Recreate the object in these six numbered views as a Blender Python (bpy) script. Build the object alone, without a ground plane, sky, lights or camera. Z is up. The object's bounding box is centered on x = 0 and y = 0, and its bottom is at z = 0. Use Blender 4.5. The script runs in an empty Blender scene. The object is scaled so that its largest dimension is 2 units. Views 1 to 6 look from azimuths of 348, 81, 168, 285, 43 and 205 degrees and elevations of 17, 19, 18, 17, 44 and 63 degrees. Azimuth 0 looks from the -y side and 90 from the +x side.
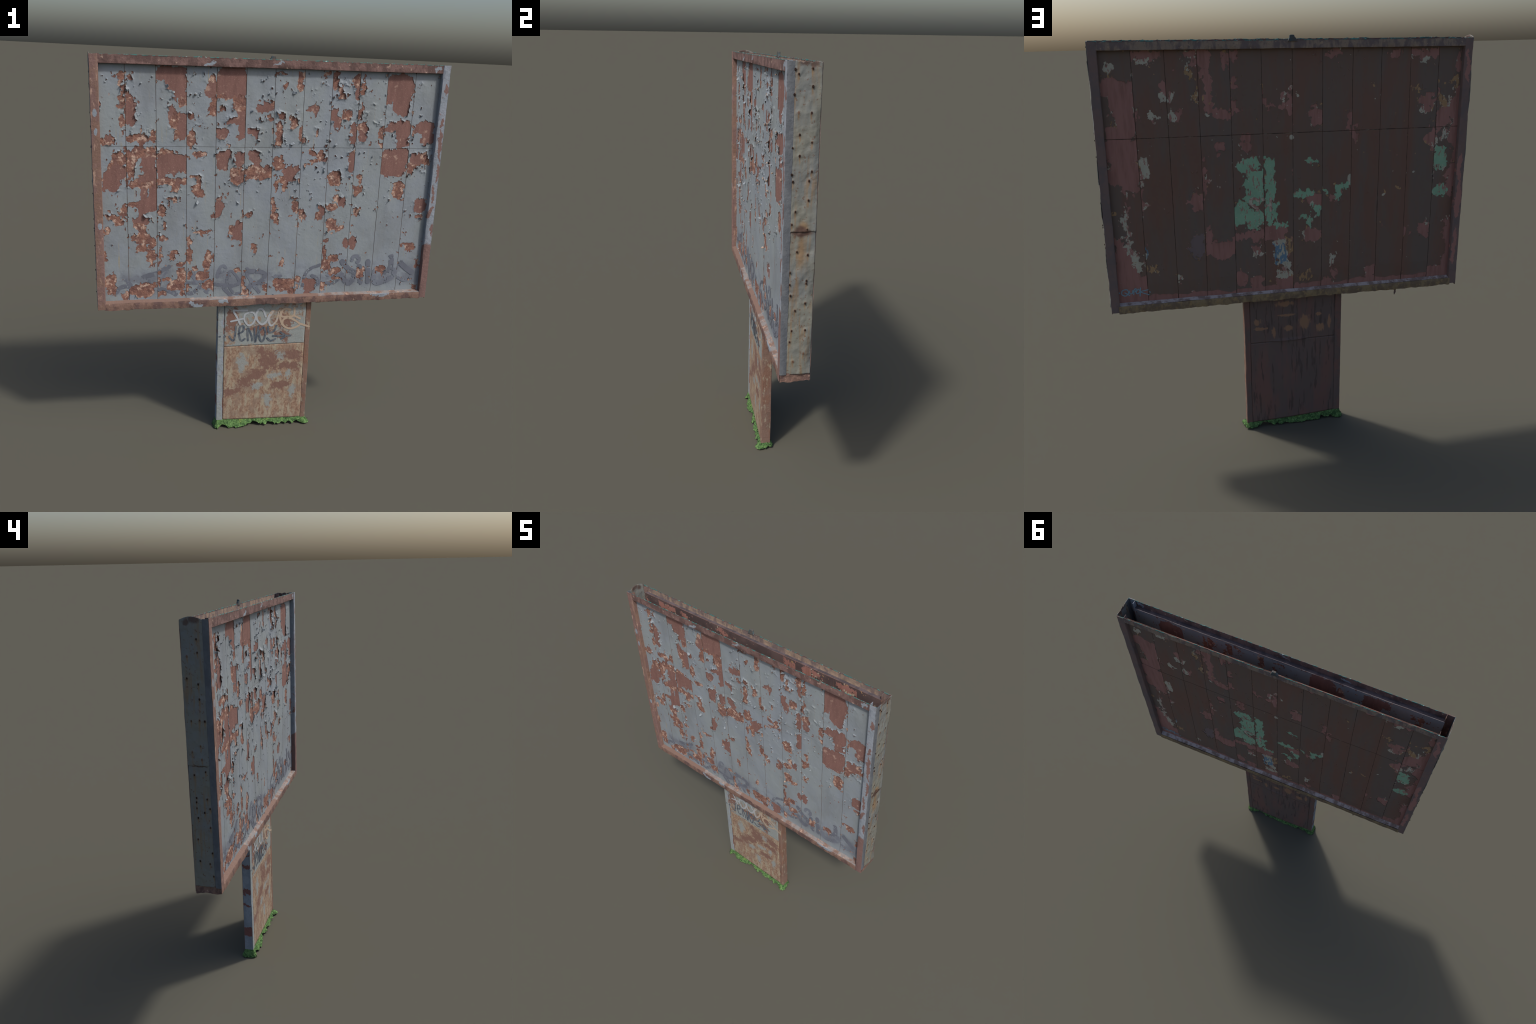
"""A weathered steel billboard: an open-topped sheet-metal box on a flat steel post.

Both faces are rows of upright planks held in angle-iron rails.  Every plank is bare
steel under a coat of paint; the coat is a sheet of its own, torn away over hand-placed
"spots" whose borders are roughened by noise, and it curls off the steel at the tears.
All sizes are metres in the billboard's own upright frame; the whole thing leans a little.
"""
import math
import random

import bmesh
import bpy
import numpy as np
from mathutils import Euler, Matrix

rng = random.Random(7)

# ------------------------------------------------------------------ main sizes
HALF = 0.8855            # half width of the box
INNER = 0.8475           # half width of the opening inside the rails
Y_FRONT, Y_BACK = -0.0638, 0.0610
Z_LOW, Z_HIGH = 0.740, 1.9795
OPEN_LOW, OPEN_HIGH = 0.7760, 1.9400
Y_FRONT_PANEL, Y_BACK_PANEL = -0.0395, 0.0370
Z_SEAM = 1.5630
FRONT_SEAMS = (-0.728, -0.585, -0.440, -0.297, -0.153, -0.012, 0.136, 0.279, 0.421, 0.567, 0.713)
BACK_SEAMS = (-0.727, -0.584, -0.439, -0.298, -0.153, -0.009, 0.134, 0.279, 0.423, 0.565, 0.708)
POST_LEFT, POST_RIGHT = -0.2700, 0.2415
POST_FRONT, POST_BACK = -0.0300, 0.0200

# ------------------------------------------------------------------ where the coat has come off
# plank number -> spots: (what lies bare, x, z, half width, half height)
FRONT_SPOTS = {
    0: (
        ("rust", -0.744, 1.89, 0.017, 0.013), ("rust", -0.74, 1.85, 0.01, 0.026), ("rust", -0.739, 1.807, 0.005, 0.026),
        ("rust", -0.747, 1.767, 0.015, 0.026), ("rust", -0.74, 1.682, 0.015, 0.027), ("primer", -0.81, 1.603, 0.012, 0.018),
        ("rust", -0.822, 1.585, 0.024, 0.016), ("rust", -0.762, 1.504, 0.031, 0.025), ("rust", -0.799, 1.463, 0.018, 0.023),
        ("primer", -0.768, 1.445, 0.04, 0.035), ("primer", -0.791, 1.408, 0.023, 0.026), ("primer", -0.805, 1.394, 0.034, 0.042),
        ("primer", -0.828, 1.38, 0.014, 0.031), ("rust", -0.738, 1.266, 0.01, 0.018), ("rust", -0.746, 1.238, 0.012, 0.019),
        ("rust", -0.806, 1.219, 0.023, 0.014), ("rust", -0.774, 1.195, 0.024, 0.019), ("rust", -0.829, 1.147, 0.013, 0.016),
        ("rust", -0.837, 1.02, 0.007, 0.028), ("rust", -0.82, 0.879, 0.023, 0.036), ("rust", -0.814, 0.843, 0.021, 0.026),
        ("rust", -0.747, 0.802, 0.018, 0.018),
    ),
    1: (
        ("rust", -0.709, 1.882, 0.013, 0.012), ("rust", -0.707, 1.772, 0.017, 0.014), ("primer", -0.706, 1.729, 0.023, 0.057),
        ("rust", -0.598, 1.614, 0.01, 0.023), ("rust", -0.675, 1.6, 0.049, 0.018), ("rust", -0.657, 1.573, 0.01, 0.023),
        ("rust", -0.654, 1.532, 0.063, 0.025), ("primer", -0.622, 1.486, 0.032, 0.046), ("rust", -0.709, 1.477, 0.022, 0.051),
        ("primer", -0.614, 1.422, 0.026, 0.026), ("primer", -0.614, 1.412, 0.025, 0.028), ("primer", -0.647, 1.398, 0.023, 0.019),
        ("rust", -0.683, 1.384, 0.03, 0.018), ("rust", -0.624, 1.384, 0.034, 0.024), ("rust", -0.683, 1.384, 0.016, 0.017),
        ("primer", -0.648, 1.332, 0.017, 0.038), ("primer", -0.601, 1.332, 0.017, 0.052), ("rust", -0.695, 1.276, 0.028, 0.013),
        ("primer", -0.63, 1.275, 0.042, 0.034), ("primer", -0.663, 1.232, 0.015, 0.027), ("primer", -0.663, 1.198, 0.033, 0.016),
        ("rust", -0.682, 1.179, 0.017, 0.015), ("rust", -0.664, 1.144, 0.018, 0.029), ("rust", -0.66, 1.105, 0.042, 0.02),
        ("rust", -0.613, 1.084, 0.016, 0.023), ("rust", -0.661, 1.055, 0.025, 0.02), ("rust", -0.614, 1.039, 0.021, 0.013),
        ("rust", -0.614, 1.007, 0.021, 0.02), ("rust", -0.621, 0.856, 0.034, 0.012), ("rust", -0.665, 0.832, 0.055, 0.027),
    ),
    2: (
        ("primer", -0.533, 1.902, 0.047, 0.024), ("primer", -0.567, 1.889, 0.014, 0.019), ("primer", -0.48, 1.882, 0.04, 0.048),
        ("primer", -0.507, 1.86, 0.031, 0.026), ("primer", -0.467, 1.826, 0.025, 0.039), ("rust", -0.462, 1.784, 0.017, 0.022),
        ("primer", -0.512, 1.719, 0.018, 0.031), ("rust", -0.494, 1.688, 0.025, 0.036), ("primer", -0.462, 1.675, 0.021, 0.045),
        ("primer", -0.457, 1.625, 0.017, 0.027), ("rust", -0.489, 1.62, 0.016, 0.017), ("rust", -0.54, 1.533, 0.034, 0.016),
        ("primer", -0.512, 1.482, 0.069, 0.042), ("primer", -0.563, 1.435, 0.018, 0.026), ("rust", -0.545, 1.403, 0.025, 0.012),
        ("rust", -0.513, 1.393, 0.068, 0.015), ("primer", -0.485, 1.388, 0.017, 0.027), ("rust", -0.489, 1.369, 0.018, 0.021),
        ("rust", -0.515, 1.307, 0.02, 0.009), ("rust", -0.56, 1.245, 0.016, 0.027), ("rust", -0.551, 1.174, 0.014, 0.018),
        ("rust", -0.554, 1.105, 0.018, 0.01), ("rust", -0.566, 1.038, 0.006, 0.023), ("rust", -0.494, 1.026, 0.019, 0.011),
        ("rust", -0.509, 1.004, 0.012, 0.013), ("rust", -0.576, 0.988, 0.005, 0.025), ("rust", -0.465, 0.969, 0.022, 0.008),
        ("rust", -0.465, 0.918, 0.021, 0.028), ("rust", -0.538, 0.89, 0.017, 0.011), ("rust", -0.575, 0.875, 0.008, 0.019),
        ("rust", -0.49, 0.857, 0.039, 0.026), ("rust", -0.46, 0.814, 0.013, 0.013), ("rust", -0.566, 0.813, 0.024, 0.014),
    ),
    3: (
        ("rust", -0.317, 1.878, 0.019, 0.018), ("primer", -0.321, 1.843, 0.022, 0.042), ("rust", -0.315, 1.74, 0.018, 0.025),
        ("rust", -0.423, 1.707, 0.013, 0.013), ("rust", -0.418, 1.603, 0.019, 0.034), ("rust", -0.378, 1.529, 0.022, 0.017),
        ("rust", -0.396, 1.414, 0.024, 0.007), ("rust", -0.381, 1.388, 0.01, 0.019), ("rust", -0.379, 1.388, 0.009, 0.018),
        ("rust", -0.39, 1.354, 0.021, 0.022), ("rust", -0.378, 1.34, 0.021, 0.023), ("rust", -0.305, 1.217, 0.013, 0.011),
        ("rust", -0.355, 1.136, 0.043, 0.007), ("rust", -0.428, 1.09, 0.01, 0.016), ("rust", -0.427, 1.024, 0.009, 0.048),
        ("rust", -0.326, 0.996, 0.014, 0.034), ("rust", -0.338, 0.955, 0.013, 0.024), ("rust", -0.402, 0.942, 0.015, 0.01),
        ("rust", -0.426, 0.907, 0.01, 0.019), ("rust", -0.357, 0.904, 0.026, 0.017), ("rust", -0.327, 0.851, 0.024, 0.023),
        ("rust", -0.301, 0.85, 0.006, 0.032), ("rust", -0.431, 0.834, 0.01, 0.019),
    ),
    4: (
        ("primer", -0.225, 1.872, 0.07, 0.062), ("rust", -0.261, 1.802, 0.028, 0.011), ("rust", -0.185, 1.774, 0.031, 0.036),
        ("rust", -0.269, 1.746, 0.011, 0.014), ("primer", -0.175, 1.72, 0.023, 0.023), ("primer", -0.197, 1.688, 0.045, 0.016),
        ("primer", -0.168, 1.656, 0.018, 0.028), ("primer", -0.267, 1.627, 0.026, 0.024), ("primer", -0.179, 1.619, 0.02, 0.012),
        ("primer", -0.231, 1.53, 0.013, 0.02), ("rust", -0.269, 1.518, 0.023, 0.016), ("primer", -0.176, 1.506, 0.02, 0.033),
        ("primer", -0.264, 1.492, 0.03, 0.042), ("rust", -0.188, 1.421, 0.033, 0.037), ("primer", -0.185, 1.411, 0.03, 0.029),
        ("primer", -0.279, 1.271, 0.018, 0.042), ("primer", -0.264, 1.266, 0.016, 0.015), ("primer", -0.283, 1.232, 0.016, 0.022),
        ("rust", -0.208, 1.143, 0.017, 0.018), ("primer", -0.175, 1.135, 0.021, 0.049), ("primer", -0.179, 1.095, 0.022, 0.014),
        ("rust", -0.172, 0.924, 0.021, 0.008),
    ),
    5: (
        ("rust", -0.019, 1.769, 0.007, 0.027), ("primer", -0.052, 1.754, 0.039, 0.02), ("rust", -0.031, 1.704, 0.018, 0.01),
        ("primer", -0.12, 1.638, 0.028, 0.015), ("primer", -0.098, 1.62, 0.009, 0.022), ("primer", -0.106, 1.516, 0.023, 0.028),
        ("primer", -0.09, 1.483, 0.02, 0.019), ("rust", -0.025, 1.44, 0.02, 0.031), ("rust", -0.094, 1.435, 0.046, 0.031),
        ("rust", -0.117, 1.416, 0.027, 0.014), ("rust", -0.121, 1.22, 0.018, 0.008), ("rust", -0.09, 1.042, 0.014, 0.022),
        ("rust", -0.141, 0.844, 0.008, 0.04), ("rust", -0.02, 0.818, 0.011, 0.025), ("rust", -0.128, 0.801, 0.017, 0.013),
    ),
    6: (
        ("rust", 0.017, 1.918, 0.026, 0.006), ("rust", 0.115, 1.881, 0.016, 0.043), ("rust", 0.039, 1.861, 0.013, 0.014),
        ("rust", 0.031, 1.719, 0.015, 0.015), ("rust", 0.089, 1.687, 0.018, 0.022), ("rust", 0.083, 1.664, 0.014, 0.012),
        ("rust", 0.016, 1.63, 0.015, 0.052), ("rust", 0.129, 1.622, 0.009, 0.019), ("rust", 0.02, 1.483, 0.026, 0.03),
        ("primer", 0.114, 1.454, 0.014, 0.013), ("primer", 0.08, 1.43, 0.03, 0.032), ("rust", 0.044, 1.406, 0.025, 0.017),
        ("rust", 0.063, 1.376, 0.009, 0.018), ("rust", 0.016, 1.367, 0.011, 0.022), ("rust", 0.001, 1.283, 0.009, 0.018),
        ("rust", 0.12, 1.257, 0.014, 0.028), ("rust", 0.006, 1.243, 0.009, 0.048), ("rust", 0.023, 1.203, 0.013, 0.026),
        ("rust", 0.065, 0.959, 0.008, 0.019), ("rust", 0.109, 0.846, 0.026, 0.022), ("rust", 0.073, 0.836, 0.047, 0.032),
        ("rust", 0.117, 0.797, 0.017, 0.014),
    ),
    7: (
        ("rust", 0.253, 1.92, 0.019, 0.008), ("primer", 0.186, 1.754, 0.024, 0.015), ("primer", 0.202, 1.736, 0.009, 0.018),
        ("rust", 0.212, 1.642, 0.009, 0.017), ("rust", 0.146, 1.596, 0.014, 0.009), ("rust", 0.192, 1.534, 0.014, 0.013),
        ("rust", 0.235, 1.525, 0.021, 0.022), ("primer", 0.257, 1.503, 0.017, 0.011), ("rust", 0.207, 1.491, 0.021, 0.008),
        ("primer", 0.265, 1.23, 0.015, 0.027), ("primer", 0.167, 1.221, 0.01, 0.024), ("rust", 0.149, 1.216, 0.011, 0.02),
        ("rust", 0.248, 1.212, 0.017, 0.022), ("rust", 0.153, 0.871, 0.013, 0.018), ("primer", 0.219, 0.831, 0.031, 0.034),
        ("rust", 0.143, 0.818, 0.006, 0.025), ("primer", 0.21, 0.793, 0.018, 0.014),
    ),
    8: (
        ("rust", 0.406, 1.893, 0.02, 0.027), ("rust", 0.295, 1.89, 0.014, 0.037), ("rust", 0.325, 1.854, 0.009, 0.022),
        ("primer", 0.413, 1.842, 0.01, 0.037), ("rust", 0.325, 1.817, 0.019, 0.013), ("rust", 0.364, 1.729, 0.025, 0.02),
        ("primer", 0.294, 1.723, 0.016, 0.035), ("primer", 0.315, 1.686, 0.021, 0.024), ("primer", 0.404, 1.64, 0.017, 0.043),
        ("primer", 0.406, 1.489, 0.018, 0.048), ("rust", 0.32, 1.403, 0.029, 0.031), ("rust", 0.338, 1.3, 0.017, 0.018),
        ("primer", 0.365, 1.285, 0.011, 0.024), ("rust", 0.317, 1.255, 0.026, 0.018), ("rust", 0.319, 1.162, 0.021, 0.031),
        ("rust", 0.36, 1.138, 0.024, 0.014), ("rust", 0.295, 1.079, 0.014, 0.012), ("primer", 0.409, 1.061, 0.014, 0.026),
        ("rust", 0.292, 1.016, 0.011, 0.024), ("rust", 0.291, 0.979, 0.009, 0.029), ("rust", 0.345, 0.978, 0.029, 0.021),
        ("rust", 0.305, 0.942, 0.021, 0.025), ("rust", 0.356, 0.902, 0.024, 0.018), ("rust", 0.369, 0.864, 0.021, 0.009),
        ("rust", 0.294, 0.817, 0.015, 0.018),
    ),
    9: (
        ("rust", 0.437, 1.857, 0.011, 0.032), ("rust", 0.438, 1.749, 0.007, 0.038), ("rust", 0.451, 1.667, 0.025, 0.022),
        ("rust", 0.553, 1.646, 0.015, 0.027), ("primer", 0.449, 1.621, 0.019, 0.026), ("rust", 0.556, 1.583, 0.014, 0.009),
        ("rust", 0.46, 1.405, 0.009, 0.019), ("rust", 0.448, 1.355, 0.024, 0.011), ("rust", 0.449, 1.34, 0.019, 0.017),
        ("rust", 0.45, 1.238, 0.017, 0.021), ("primer", 0.443, 1.06, 0.019, 0.028), ("rust", 0.499, 0.909, 0.02, 0.015),
        ("rust", 0.501, 0.878, 0.019, 0.012),
    ),
    10: (
        ("primer", 0.634, 1.871, 0.061, 0.054), ("rust", 0.695, 1.858, 0.007, 0.026), ("primer", 0.583, 1.818, 0.011, 0.026),
        ("primer", 0.647, 1.791, 0.041, 0.047), ("primer", 0.651, 1.753, 0.026, 0.024), ("primer", 0.608, 1.666, 0.027, 0.023),
        ("primer", 0.672, 1.652, 0.036, 0.043), ("primer", 0.673, 1.594, 0.03, 0.019), ("primer", 0.657, 1.574, 0.014, 0.014),
        ("primer", 0.686, 1.52, 0.028, 0.038), ("primer", 0.631, 1.485, 0.064, 0.065), ("rust", 0.673, 1.364, 0.031, 0.022),
        ("rust", 0.674, 1.333, 0.03, 0.028), ("rust", 0.62, 0.91, 0.02, 0.018),
    ),
    11: (
        ("primer", 0.788, 1.664, 0.047, 0.027), ("primer", 0.81, 1.61, 0.033, 0.026), ("rust", 0.805, 1.515, 0.025, 0.024),
        ("primer", 0.752, 1.505, 0.028, 0.028), ("rust", 0.822, 1.485, 0.012, 0.014), ("rust", 0.731, 1.455, 0.018, 0.022),
        ("primer", 0.807, 1.26, 0.029, 0.029), ("rust", 0.81, 1.205, 0.019, 0.012), ("rust", 0.759, 1.045, 0.041, 0.005),
        ("rust", 0.777, 1.034, 0.025, 0.02), ("rust", 0.818, 0.937, 0.009, 0.025), ("rust", 0.825, 0.798, 0.01, 0.015),
    ),
}

BACK_SPOTS = {
    0: (
        ("primer", -0.835, 1.868, 0.01, 0.038), ("rust", -0.818, 1.78, 0.011, 0.02), ("primer", -0.741, 1.728, 0.008, 0.021),
        ("rust", -0.758, 1.687, 0.017, 0.023), ("white", -0.801, 1.658, 0.011, 0.03), ("primer", -0.837, 1.648, 0.023, 0.088),
        ("primer", -0.787, 1.64, 0.043, 0.023), ("primer", -0.76, 1.59, 0.028, 0.028), ("white", -0.78, 1.529, 0.009, 0.022),
        ("primer", -0.832, 1.513, 0.026, 0.047), ("primer", -0.857, 1.421, 0.023, 0.092), ("green", -0.761, 1.411, 0.03, 0.038),
        ("white", -0.78, 1.377, 0.01, 0.022), ("primer", -0.826, 1.315, 0.019, 0.057), ("green", -0.77, 1.246, 0.03, 0.025),
        ("primer", -0.823, 1.236, 0.012, 0.028), ("primer", -0.834, 1.064, 0.014, 0.029), ("primer", -0.823, 1.034, 0.019, 0.039),
        ("primer", -0.843, 0.949, 0.02, 0.077), ("primer", -0.838, 0.871, 0.025, 0.062), ("primer", -0.793, 0.816, 0.063, 0.03),
    ),
    1: (
        ("primer", -0.655, 1.912, 0.069, 0.016), ("white", -0.65, 1.878, 0.02, 0.009), ("rust", -0.623, 1.753, 0.017, 0.012),
        ("primer", -0.708, 1.699, 0.022, 0.012), ("primer", -0.674, 1.689, 0.036, 0.02), ("primer", -0.676, 1.653, 0.016, 0.021),
        ("primer", -0.714, 1.517, 0.013, 0.036), ("primer", -0.592, 1.055, 0.011, 0.023), ("primer", -0.695, 1.048, 0.03, 0.029),
    ),
    2: (
        ("primer", -0.518, 1.91, 0.023, 0.015),
    ),
    3: (
        ("primer", -0.309, 1.547, 0.011, 0.03), ("primer", -0.415, 0.832, 0.025, 0.029),
    ),
    4: (
        ("primer", -0.204, 1.91, 0.033, 0.013), ("primer", -0.288, 1.62, 0.012, 0.038), ("white", -0.29, 1.324, 0.011, 0.027),
        ("green", -0.266, 1.301, 0.017, 0.012), ("green", -0.167, 1.276, 0.014, 0.012), ("green", -0.238, 1.265, 0.013, 0.03),
        ("primer", -0.209, 1.238, 0.016, 0.012), ("white", -0.216, 0.921, 0.008, 0.025), ("primer", -0.217, 0.839, 0.009, 0.024),
        ("primer", -0.18, 0.801, 0.021, 0.014),
    ),
    5: (
        ("primer", -0.124, 1.634, 0.029, 0.037), ("primer", -0.133, 1.594, 0.018, 0.014), ("green", -0.092, 1.431, 0.023, 0.009),
        ("green", -0.056, 1.27, 0.044, 0.015), ("primer", -0.092, 1.24, 0.027, 0.022), ("primer", -0.136, 1.232, 0.015, 0.022),
        ("white", -0.105, 1.225, 0.015, 0.012), ("green", -0.127, 1.185, 0.017, 0.02), ("green", -0.064, 1.155, 0.02, 0.012),
        ("green", -0.083, 1.125, 0.011, 0.018), ("white", -0.064, 1.068, 0.011, 0.018), ("primer", -0.103, 1.065, 0.041, 0.026),
        ("rust", -0.079, 0.843, 0.033, 0.017), ("primer", -0.049, 0.797, 0.028, 0.011),
    ),
    6: (
        ("primer", 0.131, 1.729, 0.01, 0.02), ("primer", 0.003, 1.708, 0.013, 0.024), ("primer", 0.096, 1.689, 0.02, 0.009),
        ("primer", 0.028, 1.681, 0.013, 0.016), ("green", 0.105, 1.42, 0.016, 0.023), ("green", 0.106, 1.34, 0.015, 0.035),
        ("green", 0.102, 1.284, 0.017, 0.028), ("green", 0.103, 1.204, 0.026, 0.033), ("green", 0.075, 1.164, 0.006, 0.027),
        ("green", 0.111, 1.148, 0.017, 0.022), ("green", 0.052, 1.117, 0.027, 0.01), ("primer", 0.11, 1.08, 0.027, 0.029),
        ("primer", 0.062, 1.077, 0.027, 0.027), ("white", 0.055, 1.032, 0.021, 0.023), ("rust", 0.014, 1.019, 0.019, 0.037),
        ("blue", 0.065, 1.008, 0.017, 0.028), ("blue", 0.056, 0.958, 0.026, 0.04), ("white", 0.027, 0.916, 0.024, 0.023),
        ("white", 0.037, 0.863, 0.032, 0.018), ("primer", 0.04, 0.823, 0.044, 0.027),
    ),
    7: (
        ("primer", 0.266, 1.915, 0.018, 0.018), ("primer", 0.266, 1.787, 0.014, 0.017), ("primer", 0.273, 1.694, 0.01, 0.021),
        ("primer", 0.265, 1.668, 0.016, 0.011), ("primer", 0.216, 1.545, 0.014, 0.022), ("primer", 0.212, 1.505, 0.021, 0.022),
        ("green", 0.196, 1.424, 0.038, 0.023), ("primer", 0.183, 1.392, 0.018, 0.023), ("green", 0.179, 1.364, 0.03, 0.023),
        ("green", 0.173, 1.348, 0.037, 0.037), ("green", 0.208, 1.332, 0.018, 0.009), ("green", 0.177, 1.275, 0.035, 0.031),
        ("green", 0.244, 1.19, 0.037, 0.04), ("green", 0.184, 1.162, 0.033, 0.038), ("green", 0.264, 1.148, 0.013, 0.022),
        ("green", 0.173, 1.128, 0.016, 0.012), ("primer", 0.205, 1.075, 0.071, 0.019), ("primer", 0.168, 1.011, 0.024, 0.013),
        ("white", 0.162, 0.991, 0.021, 0.012), ("primer", 0.253, 0.864, 0.029, 0.03), ("primer", 0.177, 0.833, 0.022, 0.028),
    ),
    8: (
        ("primer", 0.398, 1.908, 0.028, 0.031), ("primer", 0.296, 1.903, 0.015, 0.019), ("primer", 0.295, 1.87, 0.012, 0.019),
        ("primer", 0.392, 1.847, 0.014, 0.049), ("primer", 0.383, 1.76, 0.015, 0.046), ("primer", 0.378, 1.693, 0.017, 0.026),
        ("primer", 0.353, 1.667, 0.022, 0.01), ("primer", 0.322, 1.662, 0.031, 0.017), ("primer", 0.339, 1.506, 0.015, 0.02),
        ("primer", 0.42, 1.386, 0.009, 0.027), ("primer", 0.417, 1.357, 0.006, 0.054), ("primer", 0.404, 1.082, 0.016, 0.038),
        ("primer", 0.295, 1.026, 0.017, 0.034), ("primer", 0.352, 1.016, 0.07, 0.032),
    ),
    9: (
        ("primer", 0.456, 1.915, 0.033, 0.017), ("primer", 0.437, 1.885, 0.008, 0.02), ("rust", 0.456, 1.832, 0.013, 0.027),
        ("white", 0.554, 1.746, 0.013, 0.014), ("rust", 0.434, 1.728, 0.008, 0.023), ("primer", 0.521, 1.66, 0.019, 0.023),
        ("white", 0.549, 1.656, 0.017, 0.022), ("primer", 0.451, 1.256, 0.03, 0.035), ("violet", 0.459, 1.043, 0.028, 0.048),
        ("white", 0.558, 0.896, 0.008, 0.021),
    ),
    10: (
        ("primer", 0.65, 1.916, 0.06, 0.016), ("white", 0.664, 1.887, 0.029, 0.01), ("primer", 0.582, 1.786, 0.011, 0.027),
        ("white", 0.577, 1.749, 0.015, 0.014), ("primer", 0.704, 1.666, 0.007, 0.027), ("white", 0.623, 1.654, 0.013, 0.013),
        ("white", 0.686, 1.439, 0.019, 0.035), ("white", 0.685, 1.407, 0.019, 0.025), ("primer", 0.704, 1.405, 0.008, 0.029),
        ("primer", 0.708, 1.288, 0.007, 0.043), ("white", 0.697, 1.255, 0.011, 0.016), ("blue", 0.706, 1.019, 0.007, 0.024),
        ("rust", 0.68, 0.95, 0.02, 0.017),
    ),
    11: (
        ("white", 0.809, 1.861, 0.01, 0.017), ("primer", 0.778, 1.779, 0.061, 0.032), ("primer", 0.758, 1.721, 0.045, 0.061),
        ("primer", 0.749, 1.638, 0.039, 0.05), ("primer", 0.777, 1.593, 0.054, 0.025), ("primer", 0.776, 1.504, 0.062, 0.06),
        ("primer", 0.766, 1.425, 0.05, 0.039), ("primer", 0.768, 1.398, 0.063, 0.044), ("primer", 0.747, 1.339, 0.028, 0.022),
        ("white", 0.775, 1.229, 0.006, 0.025), ("white", 0.79, 1.189, 0.017, 0.025), ("white", 0.787, 1.138, 0.007, 0.028),
        ("primer", 0.817, 1.066, 0.018, 0.035), ("white", 0.779, 1.049, 0.02, 0.036), ("white", 0.752, 1.004, 0.026, 0.028),
        ("blue", 0.752, 1.004, 0.025, 0.016), ("primer", 0.814, 0.99, 0.031, 0.071), ("white", 0.738, 0.955, 0.02, 0.021),
        ("primer", 0.794, 0.921, 0.055, 0.048), ("primer", 0.773, 0.847, 0.078, 0.053), ("primer", 0.716, 0.817, 0.025, 0.027),
    ),
}

PANEL_TAG = [
    (0.021, [(-0.792, 0.824), (-0.775, 0.849), (-0.751, 0.857), (-0.728, 0.856)]),
    (0.021, [(-0.742, 0.891), (-0.730, 0.877), (-0.718, 0.856), (-0.709, 0.839)]),
    (0.023, [(-0.660, 0.904), (-0.632, 0.912), (-0.600, 0.920), (-0.567, 0.935), (-0.540, 0.950), (-0.524, 0.958)]),
    (0.013, [(-0.653, 0.894), (-0.632, 0.889), (-0.624, 0.870)]),
    (0.011, [(-0.533, 0.936), (-0.550, 0.914), (-0.564, 0.887), (-0.577, 0.855)]),
    (0.019, [(-0.529, 0.858), (-0.503, 0.864), (-0.460, 0.865), (-0.416, 0.865), (-0.372, 0.866), (-0.316, 0.857)]),
    (0.024, [(-0.579, 0.837), (-0.547, 0.831), (-0.514, 0.820), (-0.490, 0.805)]),
    (0.024, [(-0.403, 0.904), (-0.387, 0.881), (-0.367, 0.857), (-0.349, 0.833), (-0.327, 0.811)]),
    (0.022, [(-0.431, 0.808), (-0.405, 0.811), (-0.383, 0.829), (-0.361, 0.849)]),
    (0.019, [(-0.317, 0.857), (-0.295, 0.854), (-0.243, 0.847), (-0.198, 0.843), (-0.167, 0.852), (-0.161, 0.873)]),
    (0.017, [(-0.278, 0.891), (-0.274, 0.918), (-0.263, 0.946), (-0.245, 0.952), (-0.236, 0.936), (-0.249, 0.922), (-0.267, 0.918)]),
    (0.014, [(-0.163, 0.868), (-0.177, 0.892), (-0.200, 0.921), (-0.216, 0.919), (-0.226, 0.889), (-0.226, 0.861), (-0.212, 0.832), (-0.188, 0.800), (-0.154, 0.801)]),
    (0.020, [(-0.245, 0.833), (-0.225, 0.809), (-0.206, 0.789)]),
    (0.020, [(-0.124, 0.935), (-0.121, 0.904), (-0.099, 0.866), (-0.078, 0.832), (-0.054, 0.800)]),
    (0.025, [(-0.124, 0.921), (-0.090, 0.917), (-0.056, 0.916), (-0.028, 0.901), (-0.036, 0.873), (-0.058, 0.855), (-0.094, 0.847), (-0.114, 0.819), (-0.129, 0.801)]),
    (0.016, [(-0.042, 0.847), (-0.016, 0.837)]),
    (0.021, [(0.024, 0.888), (0.061, 0.884)]),
    (0.018, [(0.184, 0.827), (0.191, 0.886), (0.221, 0.923), (0.273, 0.942)]),
    (0.019, [(0.229, 0.885), (0.257, 0.870), (0.270, 0.847), (0.255, 0.829), (0.231, 0.815)]),
    (0.025, [(0.316, 0.887), (0.341, 0.887), (0.374, 0.888), (0.390, 0.899)]),
    (0.025, [(0.314, 0.838), (0.339, 0.834), (0.371, 0.852), (0.391, 0.879)]),
    (0.028, [(0.391, 0.962), (0.415, 0.934), (0.439, 0.911), (0.468, 0.894), (0.465, 0.860), (0.445, 0.836), (0.416, 0.851), (0.399, 0.885)]),
    (0.022, [(0.449, 0.961), (0.455, 0.982), (0.477, 0.985), (0.490, 0.965), (0.480, 0.949)]),
    (0.028, [(0.493, 0.932), (0.498, 0.898), (0.504, 0.864), (0.507, 0.831)]),
    (0.028, [(0.541, 0.958), (0.544, 0.919), (0.548, 0.874), (0.549, 0.835)]),
    (0.028, [(0.588, 0.904), (0.581, 0.856), (0.594, 0.833), (0.628, 0.832), (0.658, 0.845), (0.696, 0.869), (0.701, 0.903)]),
    (0.028, [(0.671, 0.982), (0.676, 0.954), (0.674, 0.915), (0.654, 0.893), (0.637, 0.894)]),
    (0.032, [(0.729, 0.942), (0.763, 0.912), (0.804, 0.883)]),
    (0.017, [(0.723, 0.857), (0.762, 0.839), (0.801, 0.854)]),
]
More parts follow.
